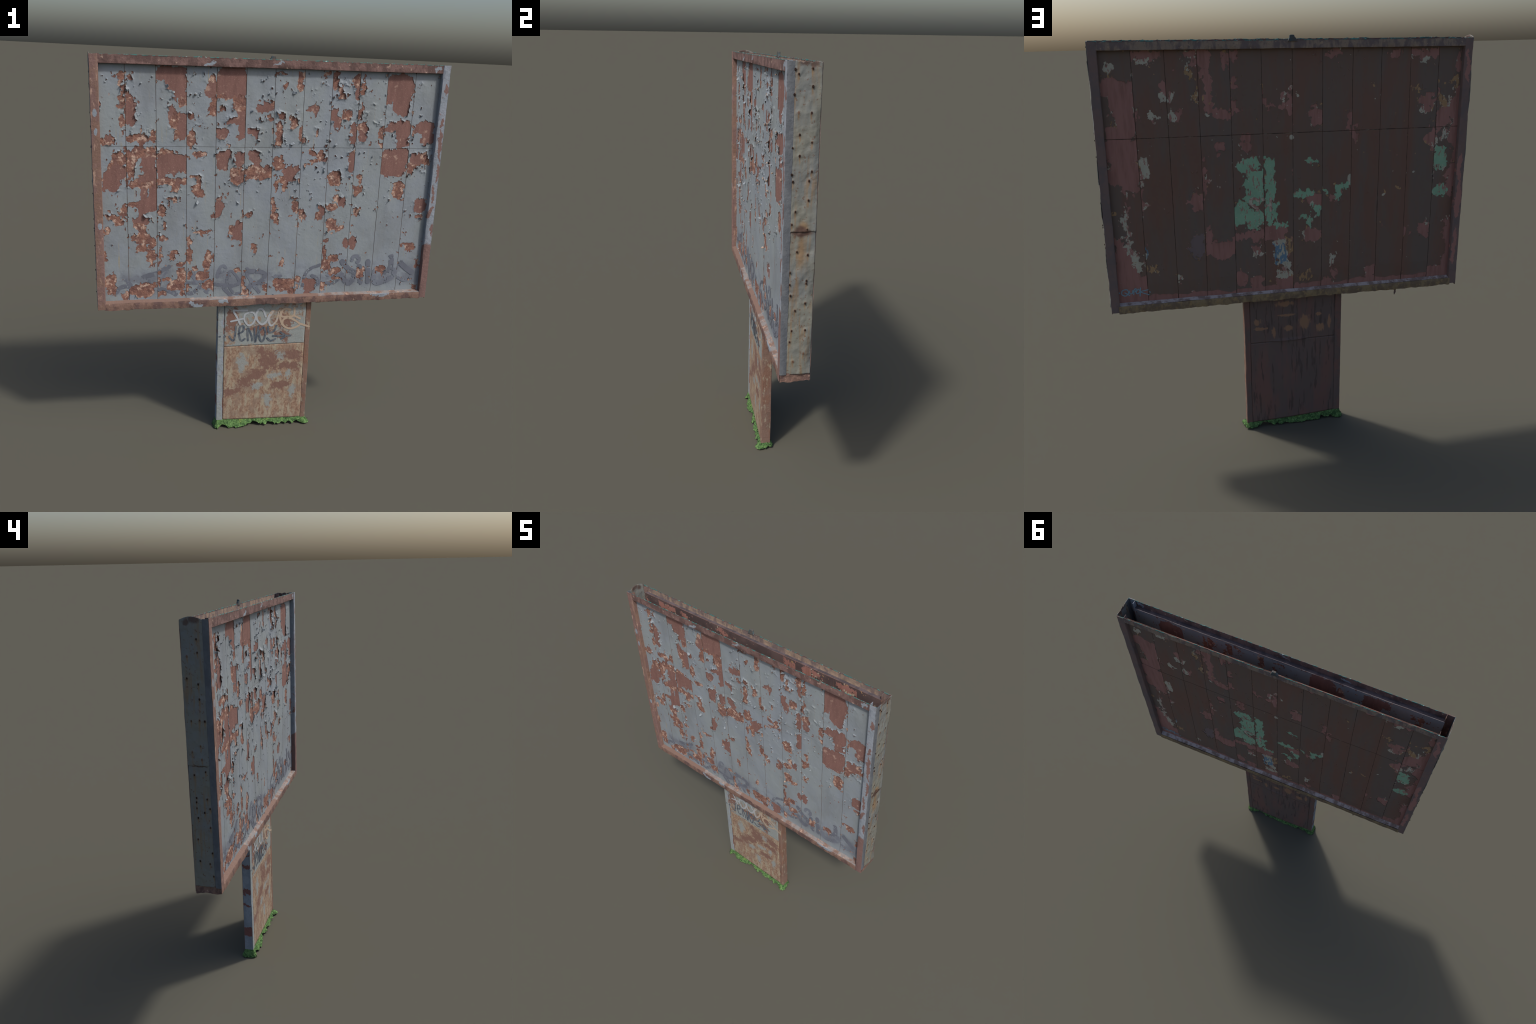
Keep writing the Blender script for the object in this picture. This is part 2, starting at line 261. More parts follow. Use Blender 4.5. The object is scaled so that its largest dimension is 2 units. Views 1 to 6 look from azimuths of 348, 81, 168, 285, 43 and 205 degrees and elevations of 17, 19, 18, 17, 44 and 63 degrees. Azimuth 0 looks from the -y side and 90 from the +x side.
POST_WHITE = [
    (0.010, [(-0.187, 0.698), (-0.110, 0.695)]),
    (0.010, [(-0.187, 0.693), (-0.166, 0.656), (-0.149, 0.617)]),
    (0.010, [(-0.201, 0.636), (-0.134, 0.649)]),
    (0.010, [(-0.099, 0.683), (-0.125, 0.671), (-0.126, 0.638), (-0.102, 0.609), (-0.076, 0.624), (-0.067, 0.657), (-0.078, 0.680), (-0.099, 0.683)]),
    (0.011, [(-0.009, 0.654), (-0.026, 0.694), (-0.047, 0.700), (-0.062, 0.673), (-0.055, 0.635), (-0.028, 0.611), (-0.003, 0.632), (0.012, 0.670), (0.027, 0.689)]),
    (0.011, [(0.032, 0.688), (0.007, 0.643), (0.020, 0.602), (0.050, 0.629), (0.064, 0.684), (0.071, 0.639), (0.083, 0.605)]),
    (0.011, [(0.148, 0.700), (0.145, 0.655), (0.103, 0.649), (0.076, 0.656), (0.080, 0.686), (0.100, 0.696), (0.125, 0.690)]),
    (0.011, [(0.145, 0.655), (0.184, 0.634)]),
    (0.011, [(0.114, 0.643), (0.088, 0.633), (0.086, 0.605), (0.111, 0.584), (0.138, 0.580), (0.181, 0.600), (0.147, 0.630), (0.114, 0.643)]),
    (0.011, [(0.180, 0.606), (0.236, 0.585)]),
]
POST_DARK = [
    (0.012, [(-0.172, 0.607), (-0.174, 0.563), (-0.183, 0.524), (-0.202, 0.542), (-0.206, 0.553)]),
    (0.013, [(-0.158, 0.562), (-0.132, 0.577), (-0.130, 0.605), (-0.149, 0.600), (-0.153, 0.556), (-0.141, 0.522), (-0.120, 0.532)]),
    (0.013, [(-0.104, 0.520), (-0.107, 0.593), (-0.084, 0.547), (-0.080, 0.518)]),
    (0.013, [(-0.070, 0.591), (-0.064, 0.512), (-0.053, 0.556), (-0.048, 0.601)]),
    (0.013, [(-0.022, 0.594), (-0.043, 0.567), (-0.036, 0.522), (-0.019, 0.515), (-0.008, 0.560), (-0.017, 0.594)]),
    (0.013, [(0.004, 0.598), (0.011, 0.564), (0.037, 0.568), (0.052, 0.601)]),
    (0.013, [(0.001, 0.531), (0.023, 0.513), (0.050, 0.523)]),
    (0.013, [(0.033, 0.540), (0.135, 0.538)]),
    (0.013, [(0.075, 0.561), (0.103, 0.538), (0.082, 0.521)]),
    (0.012, [(-0.262, 0.552), (-0.255, 0.551)]),
    (0.012, [(-0.236, 0.551), (-0.228, 0.551)]),
]
BACK_TAG = [
    (0.005, [(0.806, 0.850), (0.828, 0.847), (0.832, 0.828), (0.815, 0.819), (0.801, 0.832), (0.806, 0.850)]),
    (0.005, [(0.818, 0.836), (0.795, 0.819)]),
    (0.005, [(0.795, 0.844), (0.794, 0.829), (0.783, 0.830), (0.779, 0.845)]),
    (0.005, [(0.777, 0.822), (0.772, 0.849), (0.763, 0.851), (0.769, 0.836)]),
    (0.005, [(0.754, 0.850), (0.764, 0.836), (0.761, 0.826), (0.747, 0.834), (0.752, 0.850)]),
    (0.005, [(0.743, 0.856), (0.748, 0.812)]),
    (0.005, [(0.708, 0.843), (0.742, 0.834), (0.705, 0.816)]),
    (0.005, [(0.843, 0.838), (0.842, 0.833)]),
    (0.005, [(0.701, 0.833), (0.699, 0.828)]),
]
BACK_LETTERS = [
    (0.014, [(0.162, 1.246), (0.176, 1.258), (0.195, 1.257), (0.201, 1.240), (0.188, 1.225), (0.168, 1.210), (0.170, 1.199)]),
    (0.013, [(0.142, 1.259), (0.138, 1.248)]),
    (0.013, [(0.102, 1.257), (0.103, 1.194)]),
    (0.010, [(0.123, 1.221), (0.103, 1.226)]),
]
RIGHT_NAILS = [(-0.037, 1.951), (-0.024, 1.936), (0.025, 1.955), (0.028, 1.894), (-0.038, 1.866), (-0.021, 1.805), (0.026, 1.803), (-0.014, 1.727), (0.032, 1.7), (-0.039, 1.68), (-0.012, 1.651), (0.035, 1.594), (-0.039, 1.583), (-0.034, 1.557), (0.026, 1.56), (0.027, 1.487), (-0.021, 1.445), (-0.033, 1.396), (0.026, 1.376), (-0.01, 1.289), (0.032, 1.276), (-0.034, 1.207), (0.031, 1.172), (0.031, 1.161), (-0.034, 1.158), (-0.03, 1.113), (0.029, 1.079), (-0.01, 1.05), (-0.021, 0.965), (0.033, 0.966), (-0.028, 0.918), (0.029, 0.866), (-0.012, 0.833)]
LEFT_NAILS = [(-0.01, 1.9), (-0.011, 1.846), (0.034, 1.831), (-0.008, 1.715), (0.04, 1.739), (-0.01, 1.651), (0.032, 1.558), (-0.006, 1.561), (-0.028, 1.557), (-0.004, 1.449), (0.035, 1.421), (-0.007, 1.389), (0.033, 1.316), (-0.019, 1.332), (0.029, 1.21), (0.03, 1.19), (0.03, 1.162), (-0.02, 1.206), (-0.031, 1.162), (-0.005, 1.142), (0.026, 1.116), (0.033, 1.012), (0.029, 0.905), (-0.028, 1.072), (-0.031, 0.948), (-0.017, 0.894), (-0.031, 0.832)]

# ------------------------------------------------------------------ base colours (display values 0..255)
GREY_PAINT, GREY_PAINT_WARM = (130, 138, 147), (132, 140, 144)
PRIMER_RED, PRIMER_DARK = (126, 95, 89), (110, 83, 78)
RUST_ORANGE, RUST_TAN, RUST_DEEP = (136, 101, 89), (190, 164, 148), (112, 83, 77)
INSIDE_BROWN, INSIDE_DARK = (100, 84, 82), (84, 72, 72)
PAINT_GRIME = (116, 121, 124)
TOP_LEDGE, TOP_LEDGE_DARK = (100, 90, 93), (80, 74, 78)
BACK_BOTTOM, BACK_BOTTOM_DARK = (142, 122, 92), (116, 98, 80)
STREAK_OCHRE = (150, 140, 114)
BACK_BROWN, BACK_BROWN_GREY, BACK_BROWN_RED = (118, 96, 84), (113, 98, 89), (123, 92, 79)
BACK_MAROON, BACK_MAROON_DARK, BACK_WHITE, BACK_OCHRE = (160, 116, 107), (142, 102, 92), (184, 177, 158), (170, 136, 100)
BACK_GREEN, BACK_BLUE, BACK_VIOLET = (142, 178, 148), (108, 134, 152), (124, 108, 106)
SPRAY_A, SPRAY_B, SPRAY_C = (97, 101, 111), (104, 108, 119), (112, 118, 129)
TAG_WHITE, TAG_TAN, TAG_NAVY, TAG_NAVY_LIGHT, TAG_SKY = (160, 165, 171), (168, 146, 122), (74, 82, 94), (100, 106, 112), (130, 158, 170)
IRON_GREY, IRON_GREY_LIGHT = (128, 134, 146), (138, 144, 154)
IRON_RED, IRON_RED_DARK, IRON_RUST, IRON_PALE = (119, 95, 91), (94, 75, 72), (121, 97, 87), (172, 144, 129)
LEDGE_GREY, LEDGE_RUST = (130, 126, 125), (120, 98, 89)
BACK_RAIL_TAN, BACK_RAIL_DARK, BACK_RAIL_PALE = (146, 127, 111), (114, 100, 97), (166, 143, 119)
BACK_RAIL_VIOLET, BACK_RAIL_OCHRE, BACK_LEDGE = (124, 103, 97), (154, 128, 90), (180, 168, 164)
BACK_LEDGE_DARK = (132, 114, 106)
SEAM_DARK, SEAM_BROWN = (52, 44, 42), (92, 70, 58)  # dark joint strips; the rear row joint's shadow is put into this colour
FLAKE_PALE, FLAKE_TAN = (180, 164, 152), (158, 134, 118)
SIDE_GREY, SIDE_GREEN, SIDE_OCHRE, SIDE_RUST = (112, 116, 116), (117, 118, 110), (124, 103, 79), (98, 72, 58)
SIDE_CORNER, SIDE_CORNER_DARK = (100, 104, 109), (90, 94, 100)
SIDE_DARK = (78, 58, 52)
FRINGE_TEAL, FRINGE_PALE = (62, 112, 108), (150, 184, 180)  # sky-coloured scan fringe on the top edges, no corrosion
POST_TAN, POST_RED, POST_GREY, POST_RUST, POST_PALE, POST_DULL = (152, 131, 112), (118, 92, 83), (136, 142, 141), (120, 92, 79), (156, 150, 132), (130, 112, 100)
POST_RED_BEAM = (120, 98, 88)
POST_BACK_BROWN, POST_BACK_RED, POST_BACK_DARK, POST_BACK_OCHRE = (108, 92, 86), (122, 92, 84), (80, 68, 64), (152, 116, 92)
BEAM_GREY, BEAM_GREY_DARK, BEAM_RED = (136, 144, 154), (124, 132, 142), (116, 80, 76)
TURF, TURF_DARK, TURF_PALE, TURF_YELLOW = (92, 124, 74), (58, 86, 52), (122, 154, 98), (128, 146, 78)
FLAKE_COUNT = 240

# spots of the post's paint and rust: (x, z, half width, half height)
POST_RED_SPOTS = ((-0.022, 0.452, 0.023, 0.027), (0.018, 0.392, 0.051, 0.048), (0.101, 0.358, 0.056, 0.019), (-0.044, 0.315, 0.056, 0.029),
                  (-0.107, 0.273, 0.041, 0.032), (-0.186, 0.220, 0.056, 0.021), (0.158, 0.418, 0.046, 0.032), (0.084, 0.241, 0.051, 0.019), (0.161, 0.354, 0.031, 0.027))
POST_GREY_SPOTS = ((-0.126, 0.384, 0.031, 0.070), (0.081, 0.423, 0.046, 0.032), (0.054, 0.302, 0.062, 0.027), (0.131, 0.303, 0.021, 0.048),
                   (0.017, 0.151, 0.026, 0.059), (0.158, 0.206, 0.021, 0.048), (-0.041, 0.244, 0.031, 0.032))
POST_UP_GREY = ((-0.037, 0.699, 0.103, 0.048), (0.163, 0.533, 0.036, 0.043), (-0.221, 0.598, 0.021, 0.064), (-0.051, 0.522, 0.128, 0.032), (0.155, 0.680, 0.041, 0.032))
POST_UP_RUST = ((-0.196, 0.641, 0.031, 0.059), (0.093, 0.627, 0.056, 0.032), (-0.043, 0.578, 0.062, 0.021), (0.087, 0.543, 0.041, 0.032))
POST_OCHRE_SPOTS = ((0.034, 0.697, 0.062, 0.021), (0.161, 0.567, 0.041, 0.011), (0.091, 0.543, 0.015, 0.032), (-0.072, 0.585, 0.036, 0.048), (0.029, 0.633, 0.056, 0.009),
                    (-0.149, 0.623, 0.021, 0.011), (-0.155, 0.544, 0.031, 0.032), (-0.206, 0.571, 0.015, 0.043), (0.015, 0.557, 0.031, 0.021), (0.180, 0.606, 0.026, 0.021))


# ------------------------------------------------------------------ noise in numpy
def lattice(ix, iy, seed):
    n = (ix.astype(np.int64) * 374761393 + iy.astype(np.int64) * 668265263 + seed * 974711) & 0x7FFFFFFF
    n = ((n ^ (n >> 13)) * 1274126177) & 0x7FFFFFFF
    n = ((n ^ (n >> 15)) * 461845907) & 0x7FFFFFFF
    return ((n ^ (n >> 16)) & 0xFFFF) / 65535.0


def value_noise(x, y, seed):
    x, y = np.asarray(x, float), np.asarray(y, float)
    x, y = np.broadcast_arrays(x, y)
    ix, iy = np.floor(x), np.floor(y)
    fx, fy = x - ix, y - iy
    fx, fy = fx * fx * (3 - 2 * fx), fy * fy * (3 - 2 * fy)
    a, b = lattice(ix, iy, seed), lattice(ix + 1, iy, seed)
    c, d = lattice(ix, iy + 1, seed), lattice(ix + 1, iy + 1, seed)
    return (a + (b - a) * fx) * (1 - fy) + (c + (d - c) * fx) * fy


def fbm(x, y, seed, octaves=4, gain=0.55):
    """Fractal noise in about -1..1."""
    total, amp, norm = 0.0, 1.0, 0.0
    x, y = np.asarray(x, float), np.asarray(y, float)
    for k in range(octaves):
        c, s = math.cos(0.6 * k), math.sin(0.6 * k)
        total = total + amp * (2 * value_noise(c * x - s * y + 17.3 * k, s * x + c * y - 9.1 * k, seed + k) - 1)
        norm += amp
        amp *= gain
        x, y = x * 2.03, y * 2.03
    return total / norm * 1.5


def smooth(a, b, t):
    t = np.clip((np.asarray(t, float) - a) / (b - a), 0, 1)
    return t * t * (3 - 2 * t)


# ------------------------------------------------------------------ scene helpers
root = bpy.data.objects.new("billboard", None)
root.empty_display_size = 0.2
root.rotation_euler = Euler((-0.0075, -0.0113, 0.0))
root.location = (0.0113 * 1.27, -0.0075 * 1.36, 0.0)
root["label"] = "rusty open-topped steel billboard with peeling grey paint on a flat post"
root["category"] = "billboard"
bpy.context.scene.collection.objects.link(root)


def add(name, mesh, parent=root):
    ob = bpy.data.objects.new(name, mesh)
    bpy.context.scene.collection.objects.link(ob)
    ob.parent = parent
    return ob


def build_mesh(name, verts, quads, mats=(), mat_index=None, smooth_faces=True, tris=None):
    """Mesh from numpy arrays; smooth_faces may be one flag or one per face."""
    verts = np.asarray(verts, np.float32)
    quads = np.asarray(quads, np.int32).reshape(-1, 4)
    nq = len(quads)
    me = bpy.data.meshes.new(name)
    me.vertices.add(len(verts))
    me.vertices.foreach_set("co", verts.ravel())
    me.loops.add(nq * 4)
    me.loops.foreach_set("vertex_index", quads.ravel())
    me.polygons.add(nq)
    me.polygons.foreach_set("loop_start", np.arange(nq, dtype=np.int32) * 4)
    me.polygons.foreach_set("loop_total", np.full(nq, 4, np.int32))
    sm = np.full(nq, smooth_faces) if isinstance(smooth_faces, bool) else np.asarray(smooth_faces)
    me.polygons.foreach_set("use_smooth", sm.astype(bool))
    for m in mats:
        me.materials.append(m)
    if mat_index is not None:
        me.polygons.foreach_set("material_index", np.asarray(mat_index, np.int32))
    me.update(calc_edges=True)
    me.validate()
    return me


def grid_quads(nx, nz, flip=False):
    """Quads of a grid of (nx+1) x (nz+1) vertices, x running fastest."""
    i, j = np.meshgrid(np.arange(nx), np.arange(nz))
    a = (j * (nx + 1) + i).ravel()
    q = np.stack([a, a + 1, a + nx + 2, a + nx + 1], 1)
    return q[:, ::-1] if flip else q


# ------------------------------------------------------------------ materials
class Nodes:
    """Short names for the shader nodes used below."""

    def __init__(self, name):
        self.mat = bpy.data.materials.new(name)
        self.mat.use_nodes = True
        self.t = self.mat.node_tree
        self.bsdf = self.t.nodes["Principled BSDF"]
        self.obj = self.node("ShaderNodeTexCoord").outputs["Object"]

    def node(self, kind, **props):
        n = self.t.nodes.new(kind)
        for k, v in props.items():
            setattr(n, k, v)
        return n

    def put(self, sock, val):
        if isinstance(val, bpy.types.NodeSocket):
            self.t.links.new(val, sock)
        elif isinstance(val, tuple) and len(val) == 3 and sock.type == "RGBA":
            sock.default_value = (*val, 1)
        else:
            sock.default_value = val

    def scaled(self, sx, sy, sz, shift=(0, 0, 0)):
        m = self.node("ShaderNodeMapping")
        self.put(m.inputs["Vector"], self.obj)
        m.inputs["Scale"].default_value = (sx, sy, sz)
        m.inputs["Location"].default_value = shift
        return m.outputs[0]

    def noise(self, scale, vec=None, detail=4.0, rough=0.6, distortion=0.0):
        n = self.node("ShaderNodeTexNoise")
        self.put(n.inputs["Vector"], vec or self.obj)
        n.inputs["Scale"].default_value = scale
        n.inputs["Detail"].default_value = detail
        n.inputs["Roughness"].default_value = rough
        n.inputs["Distortion"].default_value = distortion
        return n.outputs["Fac"]

    def step(self, val, a, b, lo=0.0, hi=1.0):
        n = self.node("ShaderNodeMapRange", interpolation_type="SMOOTHSTEP")
        self.put(n.inputs["Value"], val)
        n.inputs["From Min"].default_value, n.inputs["From Max"].default_value = a, b
        n.inputs["To Min"].default_value, n.inputs["To Max"].default_value = lo, hi
        return n.outputs[0]

    def math(self, op, a, b=0.0, clamp=False):
        n = self.node("ShaderNodeMath", operation=op, use_clamp=clamp)
        self.put(n.inputs[0], a)
        self.put(n.inputs[1], b)
        return n.outputs[0]

    def mix(self, fac, a, b):
        n = self.node("ShaderNodeMix", data_type="RGBA")
        self.put(n.inputs[0], fac)
        self.put(n.inputs[6], a)
        self.put(n.inputs[7], b)
        return n.outputs[2]

    def axis(self, which):
        s = self.node("ShaderNodeSeparateXYZ")
        self.put(s.inputs[0], self.obj)
        return s.outputs[which]

    def spots(self, places, warp=0.03, warp_scale=14.0, end=False):
        """Mask value, > 0 inside any of the (x, z, half width, half height) spots, roughened by noise.
        end=True: the spots lie on an end of the box and give (y, z, ...)."""
        n = self.node("ShaderNodeTexNoise")
        self.put(n.inputs["Vector"], self.obj)
        n.inputs["Scale"].default_value = warp_scale
        n.inputs["Detail"].default_value = 5.0
        n.inputs["Roughness"].default_value = 0.65
        off = self.node("ShaderNodeVectorMath", operation="MULTIPLY_ADD")
        self.put(off.inputs[0], n.outputs["Color"])
        off.inputs[1].default_value = (warp * 2, warp * 2, warp * 2)
        off.inputs[2].default_value = (-warp, -warp, -warp)
        pos = self.node("ShaderNodeVectorMath", operation="ADD")
        self.put(pos.inputs[0], self.obj)
        self.put(pos.inputs[1], off.outputs[0])
        best = None
        for x, z, rx, rz in places:
            m = self.node("ShaderNodeVectorMath", operation="MULTIPLY_ADD")
            self.put(m.inputs[0], pos.outputs[0])
            m.inputs[1].default_value = (0, 1 / rx, 1 / rz) if end else (1 / rx, 0, 1 / rz)
            m.inputs[2].default_value = (0, -x / rx, -z / rz) if end else (-x / rx, 0, -z / rz)
            d = self.node("ShaderNodeVectorMath", operation="LENGTH")
            self.put(d.inputs[0], m.outputs[0])
            v = self.math("SUBTRACT", 1.0, d.outputs["Value"])
            best = v if best is None else self.math("MAXIMUM", best, v)
        return best

    def finish(self, colour, rough=0.7, bumps=(), metallic=0.0, spec=0.3):
        self.put(self.bsdf.inputs["Base Color"], colour)
        self.put(self.bsdf.inputs["Roughness"], rough)
        self.bsdf.inputs["Metallic"].default_value = metallic
        self.bsdf.inputs["Specular IOR Level"].default_value = spec
        normal = None
        for height, dist in bumps:
            b = self.node("ShaderNodeBump")
            b.inputs["Strength"].default_value = 1.0
            b.inputs["Distance"].default_value = dist
            self.put(b.inputs["Height"], height)
            if normal is not None:
                self.put(b.inputs["Normal"], normal)
            normal = b.outputs[0]
        if normal is not None:
            self.put(self.bsdf.inputs["Normal"], normal)
        return self.mat


def srgb(r, g, b):
    """Base colour from 0..255 display values."""
    return tuple((c / 255 / 12.92) if c <= 10 else ((c / 255 + 0.055) / 1.055) ** 2.4 for c in (r, g, b))


GREY = srgb(*GREY_PAINT)
GREY_WARM = srgb(*GREY_PAINT_WARM)
PRIMER = srgb(*PRIMER_RED)
ORANGE = srgb(*RUST_ORANGE)
TAN = srgb(*RUST_TAN)
DEEP = srgb(*RUST_DEEP)
OCHRE = srgb(*STREAK_OCHRE)
BROWN = srgb(*BACK_BROWN)


def grey_paint_material():
    n = Nodes("grey_paint")
    base = n.mix(n.step(n.noise(5.0), 0.35, 0.65), GREY, GREY_WARM)
    base = n.mix(n.step(n.noise(28.0), 0.5, 0.8, 0, 0.25), base, srgb(142, 146, 148))
    streak = n.math("MULTIPLY", n.step(n.noise(1.0, n.scaled(105, 20, 3.4), 3.0), 0.60, 0.74), n.step(n.noise(9.0), 0.45, 0.62))
    base = n.mix(n.math("MULTIPLY", streak, 0.7), base, OCHRE)
    grime = n.step(n.noise(1.0, n.scaled(6, 6, 3, (1, 5, 2)), 6.0, 0.65), 0.46, 0.68)
    base = n.mix(n.math("MULTIPLY", grime, 0.55), base, srgb(*PAINT_GRIME))
    band = n.math("MULTIPLY", n.step(n.axis(2), 0.80, 0.84), n.step(n.axis(2), 0.97, 0.90))
    smoke = n.math("MULTIPLY", band, n.step(n.noise(11.0, n.scaled(1, 1, 1.3, (9, 2, 4)), 3.0), 0.38, 0.62))
    base = n.mix(n.math("MULTIPLY", smoke, 0.75), base, srgb(*SPRAY_B))                # overspray along the foot
    speck = n.math("MULTIPLY", n.step(n.noise(170.0, detail=2.0), 0.69, 0.75), n.step(n.noise(10.0, n.scaled(1, 1, 1, (3, 1, 7))), 0.5, 0.62))
    base = n.mix(n.math("MULTIPLY", speck, 0.6), base, ORANGE)
    return n.finish(base, 0.62, [(n.noise(34.0, detail=3.0), 0.0016), (n.noise(140.0, detail=2.0), 0.0005)])


def primer_material():
    n = Nodes("red_primer")
    base = n.mix(n.step(n.noise(1.0, n.scaled(60, 60, 12), 5.0), 0.3, 0.75, 0, 0.8), PRIMER, srgb(*PRIMER_DARK))
    patch = n.step(n.noise(22.0), 0.60, 0.68)
    base = n.mix(n.math("MULTIPLY", patch, 0.45), base, TAN)
    base = n.mix(n.step(n.noise(210.0, detail=2.0), 0.62, 0.72, 0, 0.4), base, TAN)
    return n.finish(base, 0.85, [(n.noise(120.0), 0.0012)], spec=0.15)


def rust_material(name="flaking_rust", tan=0.55):
    n = Nodes(name)
    base = n.mix(n.step(n.noise(30.0, detail=4.0), 0.38, 0.62), DEEP, ORANGE)
    base = n.mix(n.math("MULTIPLY", n.step(n.noise(44.0, n.scaled(1, 1, 1, (5, 2, 1)), 5.0), tan - 0.04, tan + 0.1), 0.85), base, TAN)
    base = n.mix(n.step(n.noise(150.0, detail=2.0), 0.60, 0.72, 0, 0.7), base, srgb(*PRIMER_DARK))
    return n.finish(base, 0.9, [(n.noise(60.0, detail=4.0), 0.006)], spec=0.1)


def flake_inside_material():
    n = Nodes("flake_underside")
    base = n.mix(n.step(n.noise(70.0), 0.38, 0.62), srgb(*FLAKE_PALE), srgb(*FLAKE_TAN))
    return n.finish(base, 0.85, spec=0.15)


def brown_coat_material():
    n = Nodes("dark_brown_paint")
    base = n.mix(n.step(n.noise(1.0, n.scaled(11, 11, 0.8), 3.0), 0.35, 0.65), BROWN, srgb(*BACK_BROWN_GREY))
    base = n.mix(n.step(n.noise(1.0, n.scaled(60, 60, 2.2), 3.0), 0.50, 0.72, 0, 0.35), base, srgb(*BACK_BROWN_GREY))
    base = n.mix(n.step(n.noise(1.0, n.scaled(9, 9, 2.0, (3, 1, 2)), 4.0), 0.46, 0.64, 0, 0.8), base, srgb(*BACK_BROWN_RED))
    base = n.mix(n.step(n.noise(230.0, detail=2.0), 0.64, 0.7, 0, 0.2), base, srgb(120, 86, 76))
    return n.finish(base, 0.75, [(n.noise(40.0), 0.0012)], spec=0.2)


def back_primer_material():
    n = Nodes("maroon_primer")
    base = n.mix(n.step(n.noise(1.0, n.scaled(50, 50, 7), 4.0), 0.4, 0.75), srgb(*BACK_MAROON), srgb(*BACK_MAROON_DARK))
    base = n.mix(n.math('MULTIPLY', n.step(n.noise(150.0, detail=3.0), 0.66, 0.72, 0, 0.45), n.step(n.noise(12.0), 0.5, 0.6)), base, srgb(*BACK_WHITE))
    return n.finish(base, 0.8, [(n.noise(90.0), 0.0008)], spec=0.2)


def old_poster_material(name, colour, rest, edge, amount):
    """Remains of older paint: a colour broken by upright flecks of what lies beneath, rusty at the rims."""
    n = Nodes(name)
    flecks = n.step(n.noise(1.0, n.scaled(85, 85, 30), 4.0), amount, amount + 0.05)
    base = n.mix(n.step(n.noise(14.0), 0.4, 0.65, 0, 0.5), colour, tuple(c * 0.8 for c in colour))
    base = n.mix(n.step(n.noise(95.0, detail=2.0), 0.64, 0.68, 0, 0.8), base, edge)
    base = n.mix(flecks, base, rest)
    return n.finish(base, 0.8, spec=0.2)


def rail_material(name, base_colour, dark, light, light_at, extra=None, streaked=False, grain=(1, 1, 1)):
    """Old angle iron: a base colour, cloudy darks, lighter scuffs and optional painted or rusted stretches."""
    n = Nodes(name)
    cloud = n.noise(22.0, n.scaled(1, 1, 0.6) if not streaked else n.scaled(1.3, 1, 0.5), 5.0)
    base = n.mix(n.step(cloud, 0.42, 0.58), base_colour, dark)
    base = n.mix(n.step(n.noise(120.0, detail=4.0), 0.55, 0.7, 0, 0.6), base, dark)
    base = n.mix(n.math("MULTIPLY", n.step(n.noise(44.0, n.scaled(*grain, (4, 4, 4)), 6.0, 0.68), light_at, light_at + 0.1), 0.75), base, light)
    for colour, places, warp in extra or ():
        base = n.mix(n.step(n.spots(places, warp, 22.0), 0.0, 0.06), base, colour)
    return n.finish(base, 0.8, [(n.noise(60.0), 0.003)], spec=0.2)


def side_paint_material(nails, seam, run_below):
    """Grey paint weeping rust below every nail and below the joint of the two sheets."""
    n = Nodes("side_grey_paint")
    base = n.mix(n.step(n.noise(6.0), 0.35, 0.65), srgb(*SIDE_GREY), srgb(*SIDE_GREEN))
    run = n.step(n.noise(1.0, n.scaled(1, 70, 5.0), 4.0), 0.47, 0.66)
    low = n.step(n.noise(5.0, n.scaled(1, 1, 1, (2, 8, 3))), 0.35, 0.6)
    base = n.mix(n.math("MULTIPLY", n.math("MULTIPLY", run, low), 0.75), base, srgb(*SIDE_OCHRE))
    dots = n.step(n.noise(85.0, detail=2.0), 0.62, 0.70)
    base = n.mix(n.math("MULTIPLY", dots, 0.7), base, srgb(*SIDE_RUST))
    weeps = [(y, z - 0.013, 0.0048, 0.024) for y, z in nails]
    base = n.mix(n.step(n.spots(weeps, 0.007, 40.0, True), -0.1, 0.9, 0, 0.85), base, srgb(*SIDE_OCHRE))
    base = n.mix(n.step(n.spots([(y, z - 0.001, 0.0065, 0.009) for y, z in nails], 0.004, 60.0, True), 0.0, 0.7, 0, 0.9), base, srgb(*SIDE_RUST))
    if run_below:
        base = n.mix(n.step(n.spots([(0.006, seam - 0.075, 0.024, 0.105), (0.012, seam + 0.02, 0.03, 0.03)], 0.012, 30.0, True), 0.0, 0.8, 0, 0.9), base, srgb(*SIDE_OCHRE))
    dark = [(0.008, seam - 0.004, 0.056, 0.017), (0.004, seam + 0.001, 0.034, 0.028)] if run_below else [(0.01, seam - 0.003, 0.05, 0.004)]
    base = n.mix(n.step(n.spots(dark, 0.010, 45.0, True), 0.0, 0.5, 0, 0.9), base, srgb(*SIDE_DARK))
    top = [(0.0, Z_HIGH, 0.03, 0.022), (0.03, Z_HIGH - 0.01, 0.02, 0.02)]
    base = n.mix(n.step(n.spots(top, 0.014, 30.0, True), 0.0, 0.6, 0, 0.8), base, srgb(*SIDE_DARK))
    return n.finish(base, 0.6, [(n.noise(30.0), 0.003)], spec=0.3)


def plain_material(name, a, b, scale=40.0, rough=0.8, bump=0.002):
    n = Nodes(name)
    return n.finish(n.mix(n.step(n.noise(scale), 0.38, 0.62), a, b), rough, [(n.noise(scale * 1.5), bump)], spec=0.15)


